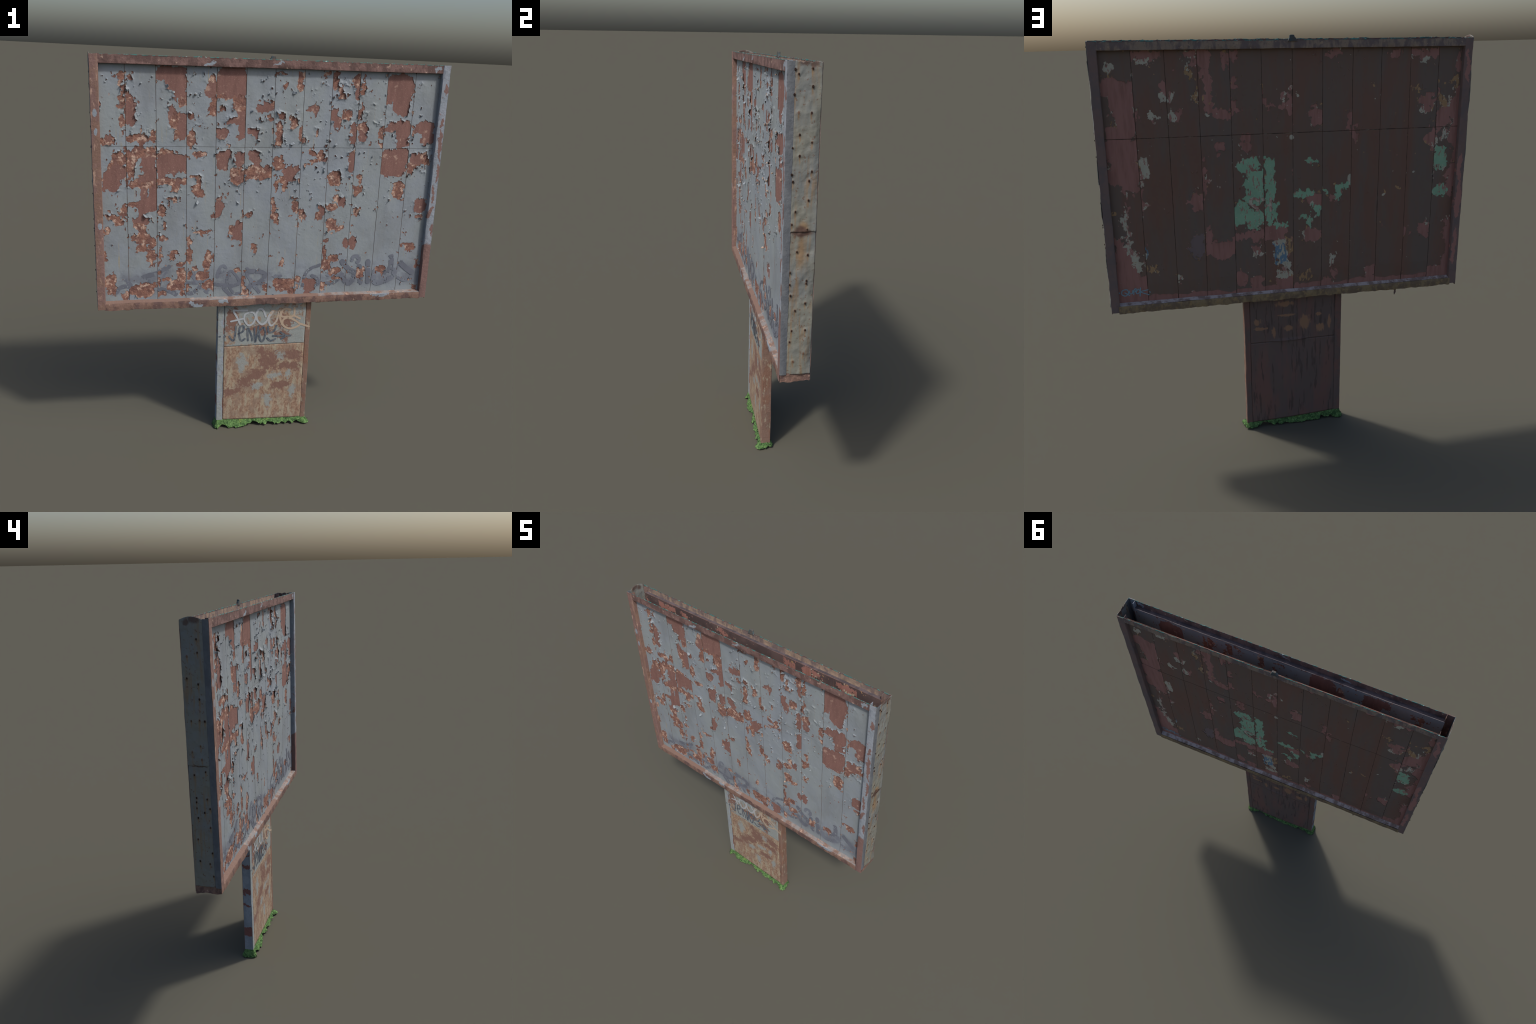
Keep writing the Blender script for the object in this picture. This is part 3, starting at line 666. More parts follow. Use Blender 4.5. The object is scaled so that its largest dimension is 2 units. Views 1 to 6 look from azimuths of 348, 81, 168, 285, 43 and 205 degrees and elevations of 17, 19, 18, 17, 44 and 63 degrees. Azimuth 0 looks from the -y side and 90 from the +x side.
M_PAINT = grey_paint_material()
M_PRIMER = primer_material()
M_RUST = rust_material()
M_FLAKE = flake_inside_material()
M_BROWN = brown_coat_material()
M_MAROON = back_primer_material()
MAROON, WHITE = srgb(*BACK_MAROON), srgb(*BACK_WHITE)
B_RUST = srgb(*BACK_OCHRE)
M_GREEN = old_poster_material("green_paint", srgb(*BACK_GREEN), MAROON, WHITE, 0.57)
M_WHITE = old_poster_material("white_paint", WHITE, MAROON, B_RUST, 0.54)
M_BLUE = old_poster_material("blue_paint", srgb(*BACK_BLUE), WHITE, B_RUST, 0.49)
M_OCHRE = old_poster_material("ochre_rust", B_RUST, srgb(*BACK_BROWN), WHITE, 0.52)
M_VIOLET = plain_material("violet_grey_paint", srgb(*BACK_VIOLET), srgb(*BACK_VIOLET), 12.0)

FRONT_KINDS = ("primer", "rust")
BACK_KINDS = ("primer", "green", "white", "blue", "rust", "violet")
FRONT_BARE = (M_PRIMER, M_RUST)
BACK_BARE = (M_MAROON, M_GREEN, M_WHITE, M_BLUE, M_OCHRE, M_VIOLET)


# ------------------------------------------------------------------ torn coat of paint
class Face:
    """One face of the billboard: its planks, its bare spots and the relief of its coat."""

    def __init__(self, name, y_panel, out, seams, spots, kinds, bare, coat, seed, cell):
        self.name, self.y, self.out = name, y_panel, out
        self.edges = [-INNER - 0.002, *seams, INNER + 0.002]
        self.spots, self.kinds, self.bare, self.coat = spots, kinds, bare, coat
        self.seed, self.cell = seed, cell

    def tear(self, plank, x, z):
        """(how far inside a bare spot, in metres; which kind lies bare)."""
        s = self.seed
        lo, hi = self.edges[plank], self.edges[plank + 1]
        wx = x + 0.010 * self.sway * fbm(x * 34, z * 34, s + 1, 3) + 0.0050 * self.jag * fbm(x * 95, z * 95 * self.grain, s + 3, 4)
        wz = z + 0.010 * self.sway * fbm(x * 34, z * 34, s + 11, 3) + 0.0055 * self.jag * fbm(x * 95, z * 95 * self.grain, s + 13, 4)
        best = np.full(x.shape, -0.06)
        kind = np.zeros(x.shape, np.int32)
        second = np.full(x.shape, -9.0)
        wobble = 0.004 * fbm(x * 60, z * 60, s + 21, 3)
        for what, sx, sz, rx, rz in self.spots.get(plank, ()):
            r = ((np.abs(wx - sx) / rx) ** self.square + (np.abs(wz - sz) / rz) ** self.square) ** (1 / self.square)
            d = (self.swell + (0.14 if what == "green" else 0.0) - r) * min(rx, rz)
            k = self.kinds.index(what)
            bias = d + (wobble if k else 0.0)
            kind = np.where(bias > second, k, kind)
            second = np.maximum(second, bias)
            best = np.maximum(best, d)
        # small chips: along the seams, around the big tears and low down
        seam = np.minimum(np.abs(x - lo), np.abs(hi - x))
        f, k2 = self.chips(x, z, seam, best)
        take = f > best
        self.calm = np.maximum(best, self.split)                  # what the relief follows
        return np.where(take, f, best), np.where(take, k2, kind)


class FrontFace(Face):
    inside = M_PAINT
    belly = 0.0006
    grain, swell, square, jag, sway = 1.0, 1.18, 3.0, 1.35, 1.0

    def chips(self, x, z, seam, best):
        s = self.seed
        near = np.exp(-(seam / 0.012) ** 2) * 0.16 + np.exp(-((best + 0.004) / 0.014) ** 2) * 0.26
        low = 0.10 * smooth(0.92, 0.80, z) * smooth(0.0, 0.5, fbm(x * 7, z * 7, s + 35, 2))
        busy = 0.06 * smooth(-0.1, 0.5, fbm(x * 4, z * 4, s + 31, 2)) * smooth(1.2, 1.4, z)
        chip = (fbm(x * 70, z * 52, s + 33, 3) - 0.86 + near + low + busy) * 0.010
        # hairline cracks in the thick upper paint
        crack = 0.0011 - np.abs(fbm(x * 26, z * 22, s + 41, 3)) * 0.034
        gate = smooth(0.25, 0.55, fbm(x * 8, z * 8, s + 47, 2)) * smooth(1.28, 1.45, z)
        crack = crack - 0.05 * (1 - gate)
        self.split = crack
        return np.maximum(chip, crack), np.ones(x.shape, np.int32)

    def lift(self, x, z, f):
        """Height of the coat above the steel: thickness, buckles and curled rims."""
        s = self.seed
        high = 0.15 + 0.85 * smooth(1.05, 1.45, z)
        peel = smooth(0.0, 0.65, fbm(x * 26, z * 26, s + 51, 3)) * high
        rim = np.exp(-np.abs(np.minimum(f, 0)) / 0.0060)
        swell = np.exp(-np.abs(np.minimum(f, 0)) / 0.030) * high
        return (0.0012 + 0.0046 * peel * rim + 0.0012 * swell * (0.5 + 0.5 * fbm(x * 30, z * 30, s + 57, 2))
                + 0.0002 * fbm(x * 34, z * 34, s + 61, 3) + 0.0005 * fbm(x * 9, z * 5, s + 63, 2))


class BackFace(Face):
    inside = plain_material("inside_coat_greyed", srgb(*INSIDE_BROWN), srgb(*INSIDE_DARK), 9.0)  # same coat as outside, greyed to suit how the sun falls inside
    belly = 0.0090
    grain, swell, square, jag, sway = 0.6, 1.28, 2.2, 2.6, 1.6

    def chips(self, x, z, seam, best):
        s = self.seed
        near = np.exp(-(seam / 0.005) ** 2) * 0.20 + np.exp(-((best + 0.003) / 0.008) ** 2) * 0.50
        chip = (fbm(x * 105, z * 55, s + 33, 3) - 0.96 + near) * 0.010
        foot = 0.012 * fbm(x * 16, x * 3, s + 37, 3) + 0.806 - z          # bare strip along the foot
        self.split = foot
        kind = np.where(foot > chip, 0, np.where(fbm(x * 11, z * 11, s + 39, 2) > 0.15, 2, np.where(fbm(x * 9, z * 9, s + 43, 2) > 0, 4, 0)))
        return np.maximum(chip, foot), kind

    def lift(self, x, z, f):
        s = self.seed
        peel = smooth(0.1, 0.7, fbm(x * 20, z * 20, s + 51, 3))
        rim = np.exp(-np.abs(np.minimum(f, 0)) / 0.006)
        return 0.0011 + 0.0016 * peel * rim + 0.0004 * fbm(x * 26, z * 26, s + 61, 2) + 0.0010 * fbm(x * 8, z * 4, s + 63, 2)


def steel_y(face, x, z):
    """The sheet is not flat: it sags a little, and the rear one bellies out between its rails."""
    across = np.clip((INNER - np.abs(x)) / 0.16, 0, 1) ** 0.7
    up = np.clip((OPEN_HIGH - z) / 0.35, 0, 1) ** 0.8 * np.clip((z - OPEN_LOW) / 0.10, 0, 1) ** 0.7
    return face.y - face.out * (0.0012 - 0.0016 * fbm(x * 12, z * 6, face.seed + 63, 2) - face.belly * across * up)


def steel_plank(face, i, z0, z1):
    """Bare sheet under the coat, what lies bare picked per cell; the inside carries the same weathering."""
    x0, x1 = face.edges[i] + 0.0001, face.edges[i + 1] - 0.0001
    nx, nz = max(8, round((x1 - x0) / 0.004)), round((z1 - z0) / 0.004)
    X, Z = np.meshgrid(np.linspace(x0, x1, nx + 1), np.linspace(z0, z1, nz + 1))
    Y = steel_y(face, X, Z)
    cx, cz = (X[:-1, :-1] + X[1:, 1:]) / 2, (Z[:-1, :-1] + Z[1:, 1:]) / 2
    f, kind = face.tear(i, cx, cz)
    front = np.stack([X, Y, Z], -1).reshape(-1, 3)
    quads = grid_quads(nx, nz, flip=face.out > 0)
    # inner side, coarser
    mx, mz = (nx, nz) if z0 > Z_SEAM else (nx // 2, nz // 2)     # only the upper part is seen through the open top
    X2, Z2 = np.meshgrid(np.linspace(x0, x1, mx + 1), np.linspace(z0, z1, mz + 1))
    Y2 = steel_y(face, X2, Z2) - face.out * 0.0009
    cx2, cz2 = (X2[:-1, :-1] + X2[1:, 1:]) / 2, (Z2[:-1, :-1] + Z2[1:, 1:]) / 2
    f2, kind2 = face.tear(i, cx2, cz2)
    back = np.stack([X2, Y2, Z2], -1).reshape(-1, 3)
    q2 = grid_quads(mx, mz, flip=face.out < 0) + len(front)
    coat_slot = len(face.bare)
    idx = np.concatenate([kind.ravel(), np.where(f2 > 0, kind2, coat_slot).ravel()])
    # four sides
    def ring(n_x, n_z, base):
        w = n_x + 1
        return [base, base + n_x, base + n_z * w + n_x, base + n_z * w]
    a, b = ring(nx, nz, 0), ring(mx, mz, len(front))
    sides = [[a[k], b[k], b[(k + 1) % 4], a[(k + 1) % 4]] for k in range(4)]
    quads = np.concatenate([quads, q2, np.array(sides)])
    idx = np.concatenate([idx, np.zeros(4, int)])
    sm = np.concatenate([np.ones(len(quads) - 4, bool), np.zeros(4, bool)])
    me = build_mesh("steel_plank", np.concatenate([front, back]), quads, (*face.bare, face.inside), idx, sm)
    return add("steel_plank", me)


def paint_coat(face, i, z0, z1, parent, rims):
    """The coat: a fine sheet cut along the tears, lifted and curled at its rims, with a visible thickness."""
    c = face.cell
    x0, x1 = face.edges[i] + 0.0011, face.edges[i + 1] - 0.0011
    gap = 0.0007 if face.out < 0 else 0.0014
    z0, z1 = (z0, z1 - gap) if z1 < Z_SEAM else (z0 + gap, z1)
    nx, nz = round((x1 - x0) / c), round((z1 - z0) / c)
    X, Z = np.meshgrid(np.linspace(x0, x1, nx + 1), np.linspace(z0, z1, nz + 1))
    f, _ = face.tear(i, X, Z)
    calm = face.calm
    keep = (f[:-1, :-1] + f[1:, :-1] + f[:-1, 1:] + f[1:, 1:]) < 0
    # pull vertices near the tear line onto it
    gz, gx = np.gradient(f, Z[1, 0] - Z[0, 0], X[0, 1] - X[0, 0])
    g2 = gx * gx + gz * gz + 1e-6
    near = np.abs(f) < 0.7 * c * np.sqrt(g2)
    near[0, :] = near[-1, :] = False
    near[:, 0] = near[:, -1] = False
    mx, mz = np.where(near, -f * gx / g2, 0), np.where(near, -f * gz / g2, 0)
    X, Z = X + np.clip(mx, -0.5 * c, 0.5 * c), Z + np.clip(mz, -0.5 * c, 0.5 * c)
    h = face.lift(X, Z, np.where(near, 0, calm))
    Y = steel_y(face, X, Z) + face.out * h
    verts = np.stack([X, Y, Z], -1).reshape(-1, 3)
    quads = grid_quads(nx, nz)[keep.ravel()]
    # rim: every edge between a kept and a missing cell is folded back towards the steel
    pad = np.zeros((nz + 2, nx + 2), bool)
    pad[1:-1, 1:-1] = keep
    w = nx + 1
    below, above = pad[:-1, 1:-1], pad[1:, 1:-1]
    left, right = pad[1:-1, :-1], pad[1:-1, 1:]
    j, k = np.nonzero(above & ~below)
    e = [np.stack([j * w + k, j * w + k + 1], 1)]
    j, k = np.nonzero(below & ~above)
    e.append(np.stack([j * w + k + 1, j * w + k], 1))
    j, k = np.nonzero(left & ~right)
    e.append(np.stack([j * w + k, (j + 1) * w + k], 1))
    j, k = np.nonzero(right & ~left)
    e.append(np.stack([(j + 1) * w + k, j * w + k], 1))
    e = np.concatenate(e)
    used = np.unique(e)
    top = verts[used]
    deep = top.copy()
    deep[:, 1] -= face.out * 0.0012
    remap = np.zeros(len(verts), int)
    remap[used] = np.arange(len(used))
    n0 = len(verts)
    n1 = n0 + len(used)
    rim = np.stack([remap[e[:, 1]] + n0, remap[e[:, 0]] + n0, remap[e[:, 0]] + n1, remap[e[:, 1]] + n1], 1)
    allv = np.concatenate([verts, top, deep])
    q = np.concatenate([quads, rim])
    if face.out > 0:
        q = q[:, ::-1]
    keepv = np.unique(q)
    back = np.zeros(len(allv), int)
    back[keepv] = np.arange(len(keepv))
    sm = np.concatenate([np.ones(len(quads), bool), np.zeros(len(rim), bool)])
    me = build_mesh("paint_coat", allv[keepv], back[q], (face.coat,), None, sm)
    add("paint_coat", me, parent)
    # remember where the rim stands proud, for the loose flakes
    mid = (verts[e[:, 0]] + verts[e[:, 1]]) / 2
    hr = h.ravel()
    G = np.stack([gx, gz], -1).reshape(-1, 2)
    inside = (mid[:, 0] > x0 + 0.006) & (mid[:, 0] < x1 - 0.006) & (mid[:, 2] > z0 + 0.01) & (mid[:, 2] < z1 - 0.02)
    for m, hh, g in zip(mid[inside], hr[e[inside, 0]], G[e[inside, 0]]):
        rims.append((hh, m, g))


front = FrontFace("front", Y_FRONT_PANEL, -1, FRONT_SEAMS, FRONT_SPOTS, FRONT_KINDS, FRONT_BARE, M_PAINT, 100, 0.0025)
back = BackFace("back", Y_BACK_PANEL, 1, BACK_SEAMS, BACK_SPOTS, BACK_KINDS, BACK_BARE, M_BROWN, 500, 0.0028)
rims = []
for face in (front, back):
    for i in range(len(face.edges) - 1):
        for z0, z1 in ((OPEN_LOW - 0.004, Z_SEAM - 0.0001), (Z_SEAM + 0.0001, OPEN_HIGH + 0.006)):
            plank = steel_plank(face, i, z0, z1)
            paint_coat(face, i, z0, z1, plank, rims if face is front else [])


def seam_dark_strip(face):
    """Dark strips added to deepen the upright joints, wandering slightly under the gap of the coat."""
    n = 300
    z = np.linspace(OPEN_LOW, OPEN_HIGH, n + 1)
    V, Q = [], []
    for k, x in enumerate(face.edges[1:-1]):
        half = 0.0014 + 0.0006 * fbm(z * 20, z * 0 + k, face.seed + 71, 3)
        mid = x + 0.0003 * fbm(z * 9, z * 0 + k, face.seed + 73, 2)
        y = steel_y(face, mid, z) + face.out * 0.0004
        base = sum(len(v) for v in V)
        V += [np.stack([mid - half, y, z], -1), np.stack([mid + half, y, z], -1)]
        j = np.arange(n)
        a, b = base + j, base + n + 1 + j
        q = np.stack([a, b, b + 1, a + 1], 1)
        Q.append(q if face.out < 0 else q[:, ::-1])
    # and in the joint between the upper and the lower row: at the rear this paints its shadow line
    x = np.linspace(-INNER, INNER, 500)
    half = 0.0012 + 0.0007 * fbm(x * 16, x * 0 + 5, face.seed + 75, 3)
    y = steel_y(face, x, np.full_like(x, Z_SEAM)) + face.out * 0.0005
    base = sum(len(v) for v in V)
    V += [np.stack([x, y, Z_SEAM - half], -1), np.stack([x, y, Z_SEAM + half], -1)]
    j = np.arange(len(x) - 1)
    q = np.stack([base + j, base + j + 1, base + len(x) + j + 1, base + len(x) + j], 1)
    Q.append(q if face.out < 0 else q[:, ::-1])
    ob = add("seam_dark_strip", build_mesh("seam_dark_strip", np.concatenate(V), np.concatenate(Q), (M_SEAM_DARK,), None, True))
    ob["kind"] = "stuff"


M_SEAM_DARK = plain_material("seam_dark_strip", srgb(*SEAM_DARK), srgb(*SEAM_BROWN), 25.0)
seam_dark_strip(front)
seam_dark_strip(back)


# ------------------------------------------------------------------ loose curled flakes of paint
def flake_mesh(length, width, bend, twist, seed):
    """A curled sliver: root at the origin, tongue along +x, curling towards +z (off the wall)."""
    nu, nv, t = 6, 4, 0.0007
    r = random.Random(seed)
    top, low = [], []
    for a in range(nu + 1):
        s = a / nu
        ang = bend * s
        u = length * (math.sin(ang) / bend)
        up = length * ((1 - math.cos(ang)) / bend)
        half = width * 0.5 * (1 - 0.55 * s ** 1.6) * r.uniform(0.85, 1.15)
        for b in range(nv + 1):
            v = (b / nv * 2 - 1) * half
            cup = 0.18 * width * (v / (width * 0.5)) ** 2
            p = np.array([u + r.uniform(-0.0006, 0.0006), v + twist * s * length, up + cup * s])
            nrm = np.array([-math.sin(ang), 0, math.cos(ang)])
            top.append(p + nrm * t)
            low.append(p)
    n = len(top)
    w = nv + 1
    quads, mats = [], []
    for a in range(nu):
        for b in range(nv):
            k = a * w + b
            quads += [[k, k + w, k + w + 1, k + 1], [n + k, n + k + 1, n + k + w + 1, n + k + w]]
            mats += [0, 1]
    loop = [b for b in range(w)] + [a * w + nv for a in range(1, nu + 1)] + [nu * w + b for b in range(nv - 1, -1, -1)] + [a * w for a in range(nu - 1, 0, -1)]
    for p, q in zip(loop, loop[1:] + loop[:1]):
        quads.append([p, q, n + q, n + p])
        mats.append(0)
    return build_mesh("paint_flake", np.array(top + low), quads, (M_PAINT, M_FLAKE), mats, True)


flake_meshes = [flake_mesh(*p, seed) for seed, p in enumerate((
    (0.012, 0.013, 1.3, 0.2), (0.009, 0.010, 1.9, -0.3), (0.016, 0.014, 1.1, 0.1), (0.011, 0.017, 1.6, 0.35), (0.014, 0.009, 2.3, -0.15), (0.008, 0.012, 0.9, 0.0)))]
chooser = random.Random(23)
chooser.shuffle(rims)
taken = []
for hh, m, g in rims:
    want = 0.0030 if m[2] > 1.25 else 0.0020
    if hh < want or len(taken) >= FLAKE_COUNT:
        continue
    if any(abs(m[0] - t[0]) + abs(m[2] - t[2]) < 0.017 for t in taken):
        continue
    taken.append(m)
    gl = math.hypot(*g) + 1e-6
    dx, dz = g[0] / gl, g[1] / gl                      # towards the bare steel
    a = chooser.uniform(-0.6, 0.6)
    dx, dz = dx * math.cos(a) - dz * math.sin(a), dx * math.sin(a) + dz * math.cos(a)
    ob = add("paint_flake", chooser.choice(flake_meshes))
    s = chooser.uniform(0.5, 0.95) if chooser.random() < 0.9 else chooser.uniform(1.1, 1.4)
    # local x -> direction in the wall, local z -> out of the wall (-y)
    X, Zv = np.array([dx, 0, dz]), np.array([0, -1.0, 0])
    Yv = np.cross(Zv, X)
    tilt = chooser.uniform(-0.1, 0.35)
    X, Zv = X * math.cos(tilt) + Zv * math.sin(tilt), Zv * math.cos(tilt) - X * math.sin(tilt)
    rot = np.eye(4)
    rot[:3, 0], rot[:3, 1], rot[:3, 2] = X * s, Yv * s, Zv * s
    rot[:3, 3] = m - X * 0.003 * s
    ob.matrix_basis = Matrix(rot.tolist())


# ------------------------------------------------------------------ graffiti: thin ribbons of paint laid over the coat
def smooth_path(pts, step):
    p = np.array(pts, float)
    if len(p) == 2:
        n = max(2, int(np.hypot(*(p[1] - p[0])) / step))
        return p[0] + (p[1] - p[0]) * np.linspace(0, 1, n + 1)[:, None]
    closed = np.allclose(p[0], p[-1])
    ext = np.vstack([p[-2] if closed else 2 * p[0] - p[1], p, p[1] if closed else 2 * p[-1] - p[-2]])
    out = []
    for k in range(1, len(ext) - 2):
        a, b, c, d = ext[k - 1:k + 3]
        n = max(2, int(np.hypot(*(c - b)) / step))
        t = np.linspace(0, 1, n, endpoint=False)[:, None]
        out.append(0.5 * (2 * b + (c - a) * t + (2 * a - 5 * b + 4 * c - d) * t ** 2 + (3 * b - a - 3 * c + d) * t ** 3))
    out.append(p[-1:])
    return np.vstack(out)


def ribbon(name, strokes, surface, out, materials, step=0.003, across=4, visible=None, lift=0.0006):
    verts, quads, mats = [], [], []
    for order, (width, pts) in enumerate(strokes):
        path = smooth_path(pts, step)
        d = np.gradient(path, axis=0)
        d /= np.linalg.norm(d, axis=1)[:, None] + 1e-9
        path = np.vstack([path[0] - d[0] * width * 0.3, path, path[-1] + d[-1] * width * 0.3])
        d = np.vstack([d[0], d, d[-1]])
        nrm = np.stack([-d[:, 1], d[:, 0]], 1)
        s = np.arange(len(path))
        half = np.full(len(path), width / 2) * (1 + 0.12 * fbm(s * 0.23, s * 0.0 + order, 900, 2))
        half[0] *= 0.55
        half[-1] *= 0.55
        cols = np.linspace(-1, 1, across + 1)
        P = path[:, None, :] + nrm[:, None, :] * (half[:, None] * cols)[..., None]
        y = surface(P[..., 0], P[..., 1]) + out * (lift + 0.00004 * order)
        base = len(verts) and sum(len(v) for v in verts)
        V = np.stack([P[..., 0], y, P[..., 1]], -1).reshape(-1, 3)
        q = grid_quads(across, len(path) - 1)
        ok = np.ones(len(q), bool)
        if visible is not None:
            c = V[q].mean(1)
            ok = visible(c[:, 0], c[:, 2])
        q = q[ok] + base
        # make them all face outwards
        verts.append(V)
        quads.append(q)
        mats.append(np.full(len(q), order % len(materials)))
    V, q, m = np.concatenate(verts), np.concatenate(quads), np.concatenate(mats)
    nrm = np.cross(V[q[:, 1]] - V[q[:, 0]], V[q[:, 3]] - V[q[:, 0]])
    wrong = nrm[:, 1] * out < 0
    q[wrong] = q[wrong][:, ::-1]
    me = build_mesh(name, V, q, materials, m, True)
    return add(name, me)


def on_face(face, what):
    """Sample a face property at points that may lie on different planks."""
    def call(x, z):
        x, z = np.asarray(x), np.asarray(z)
        res = np.zeros(x.shape, bool if what == "coated" else float)
        col = np.clip(np.searchsorted(face.edges, x) - 1, 0, len(face.edges) - 2)
        for i in np.unique(col):
            m = col == i
            f, _ = face.tear(i, x[m], z[m])
            res[m] = (f < -0.001) if what == "coated" else steel_y(face, x[m], z[m]) + face.out * face.lift(x[m], z[m], face.calm)
        return res
    return call


M_SPRAY = plain_material("grey_spray_paint", srgb(*SPRAY_A), srgb(*SPRAY_B), 14.0, 0.7, 0.0003)
M_SPRAY_THIN = plain_material("thin_spray_paint", srgb(*SPRAY_B), srgb(*SPRAY_C), 14.0, 0.7, 0.0003)
def rust_tinted_spray():
    n = Nodes("white_spray_paint")
    tint = n.math("ADD", n.axis(0), n.math("MULTIPLY", n.math("SUBTRACT", n.noise(22.0), 0.5), 0.35))
    return n.finish(n.mix(n.step(tint, 0.0, 0.06, 0.0, 0.85), srgb(*TAG_WHITE), srgb(*TAG_TAN)), 0.7)


M_WHITE_SPRAY = rust_tinted_spray()
M_NAVY_SPRAY = plain_material("navy_spray_paint", srgb(*TAG_NAVY), srgb(*TAG_NAVY_LIGHT), 60.0, 0.7, 0.0002)
M_SKY_SPRAY = plain_material("light_blue_marker", srgb(*TAG_SKY), srgb(*TAG_SKY), 60.0, 0.7, 0.0002)
M_LETTER = plain_material("letter_paint", WHITE, MAROON, 60.0, 0.8, 0.0002)
ribbon("spray_tag", PANEL_TAG, on_face(front, "surface"), -1, (M_SPRAY, M_SPRAY_THIN, M_SPRAY), visible=lambda x, z: on_face(front, "coated")(x, z) & (fbm(x * 75, z * 75, 950, 3) < 0.55))
ribbon("marker_tag", BACK_TAG, lambda x, z: steel_y(back, x, z) + 0.0010, 1, (M_SKY_SPRAY,), across=2)
ribbon("painted_letter", BACK_LETTERS, lambda x, z: steel_y(back, x, z) + 0.0012, 1, (M_LETTER,), across=2)


# ------------------------------------------------------------------ angle-iron rails
def bar(name, profile, along, t0, t1, material, step=0.006, wobble=0.0008, ragged=(), seed=0, other=None, other_segments=()):
    """Sweep a closed profile along one axis.  along='x': profile is (y, z); along='z': profile is (x, y).
    ragged: {profile index: amplitude} of points that wander more; other: a second material for some segments."""
    n = max(2, int((t1 - t0) / step))
    t = np.linspace(t0, t1, n + 1)
    P = np.array(profile, float)
    m = len(P)
    A = np.repeat(P[None], n + 1, 0)
    for k in range(m):
        amp = dict(ragged).get(k, 0.0)
        A[:, k, 0] += wobble * fbm(t * 14, t * 0 + 0.37 * (k % 4), seed + 3, 3)
        A[:, k, 1] += wobble * fbm(t * 14, t * 0 + 0.37 * (k % 4), seed + 5, 3)
        if amp:
            A[:, k, 1 if along == "x" else 0] += amp * fbm(t * 30, t * 0 + k, seed + 9, 4)
    T = np.repeat(t[:, None], m, 1)
    V = np.stack([T, A[..., 0], A[..., 1]], -1) if along == "x" else np.stack([A[..., 0], A[..., 1], T], -1)
    V = V.reshape(-1, 3)
    quads = []
    k = np.arange(m)
    for j in range(n):
        a = j * m
        quads.append(np.stack([a + k, a + (k + 1) % m, a + m + (k + 1) % m, a + m + k], 1))
    q = np.concatenate(quads)
    # close the ends, pairing the profile points (outer run against inner run)
    caps = []
    for a in (0, n * m):
        for i in range(m // 2 - 1):
            caps.append([a + i, a + i + 1, a + m - 2 - i, a + m - 1 - i])
    q = np.concatenate([q, np.array(caps)])
    idx = np.zeros(len(q), int)
    for k in other_segments:
        idx[k:n * m:m] = 1
    me = build_mesh(name, V, q, (material, other) if other else (material,), idx, True)
    bm = bmesh.new()
    bm.from_mesh(me)
    bmesh.ops.recalc_face_normals(bm, faces=bm.faces)
    for e in bm.edges:
        if len(e.link_faces) == 2 and e.calc_face_angle(0) > 0.7:
            e.smooth = False
    bm.to_mesh(me)
    bm.free()
    return add(name, me)


def sheet_profile(points, thick, side):
    """A bent sheet's closed section: the points, then the same run set back by the thickness."""
    p = np.array(points, float)
    d = np.gradient(p, axis=0)
    d /= np.linalg.norm(d, axis=1)[:, None]
    nrm = np.stack([-d[:, 1], d[:, 0]], 1) * side
    return [tuple(v) for v in p] + [tuple(v) for v in (p + nrm * thick)[::-1]]


GREY_IRON = srgb(*IRON_GREY)
RED_IRON = srgb(*IRON_RED)
RED_IRON_DARK = srgb(*IRON_RED_DARK)
M_TOP_FRONT = rail_material("red_iron_rail", RED_IRON, RED_IRON_DARK, TAN, 0.60,
                            [(GREY, [(-0.33, 1.958, 0.022, 0.008), (0.0, 1.958, 0.026, 0.008), (0.82, 1.96, 0.014, 0.014)], 0.05)])
M_LEFT_FRONT = rail_material("rusty_iron_rail", srgb(*IRON_RED), srgb(*IRON_RUST), srgb(*IRON_PALE), 0.54,
                             grain=(1, 1, 0.3), extra=[(GREY, [(-0.868, 1.72, 0.010, 0.02), (-0.865, 1.63, 0.008, 0.02), (-0.862, 1.18, 0.012, 0.016)], 0.012)])
M_RIGHT_FRONT = rail_material("half_painted_rail", GREY, srgb(*IRON_GREY_LIGHT), RED_IRON, 0.57,
                              [(RED_IRON, [(0.875, 0.86, 0.10, 0.20), (0.874, 1.585, 0.012, 0.09), (0.868, 1.70, 0.012, 0.02), (0.876, 1.44, 0.010, 0.05), (0.862, 1.225, 0.014, 0.035), (0.872, 1.86, 0.008, 0.03), (0.862, 1.33, 0.008, 0.05), (0.878, 1.13, 0.010, 0.04)], 0.035)])
M_BOTTOM_FRONT = rail_material("rusty_bottom_rail", srgb(*IRON_RUST), srgb(*IRON_RED_DARK), srgb(*IRON_PALE), 0.60,
                               [(GREY, [(-0.39, 0.757, 0.035, 0.012), (-0.25, 0.765, 0.030, 0.014), (0.62, 0.77, 0.05, 0.016)], 0.05)])
M_LEDGE = rail_material("worn_bottom_ledge", srgb(*LEDGE_GREY), srgb(*LEDGE_RUST), srgb(*IRON_PALE), 0.55,
                        [(srgb(*LEDGE_RUST), [(-0.65, 0.78, 0.24, 0.05), (0.10, 0.78, 0.17, 0.05)], 0.05)])
M_TOP_BACK = rail_material("mottled_back_rail", srgb(*BACK_RAIL_TAN), srgb(*BACK_RAIL_DARK), srgb(*BACK_RAIL_PALE), 0.58, streaked=True)
M_SIDE_BACK = rail_material("violet_iron_rail", srgb(*BACK_RAIL_VIOLET), srgb(*BACK_RAIL_DARK), srgb(*BACK_RAIL_VIOLET), 0.6,
                            [(MAROON, [(-0.865, 1.20, 0.014, 0.10), (-0.862, 0.95, 0.012, 0.10), (-0.86, 1.36, 0.012, 0.07), (-0.866, 1.85, 0.010, 0.08)], 0.03)])
M_BOTTOM_BACK = rail_material("ochre_bottom_rail", srgb(*BACK_BOTTOM), srgb(*BACK_BOTTOM_DARK), srgb(*BACK_RAIL_OCHRE), 0.52)
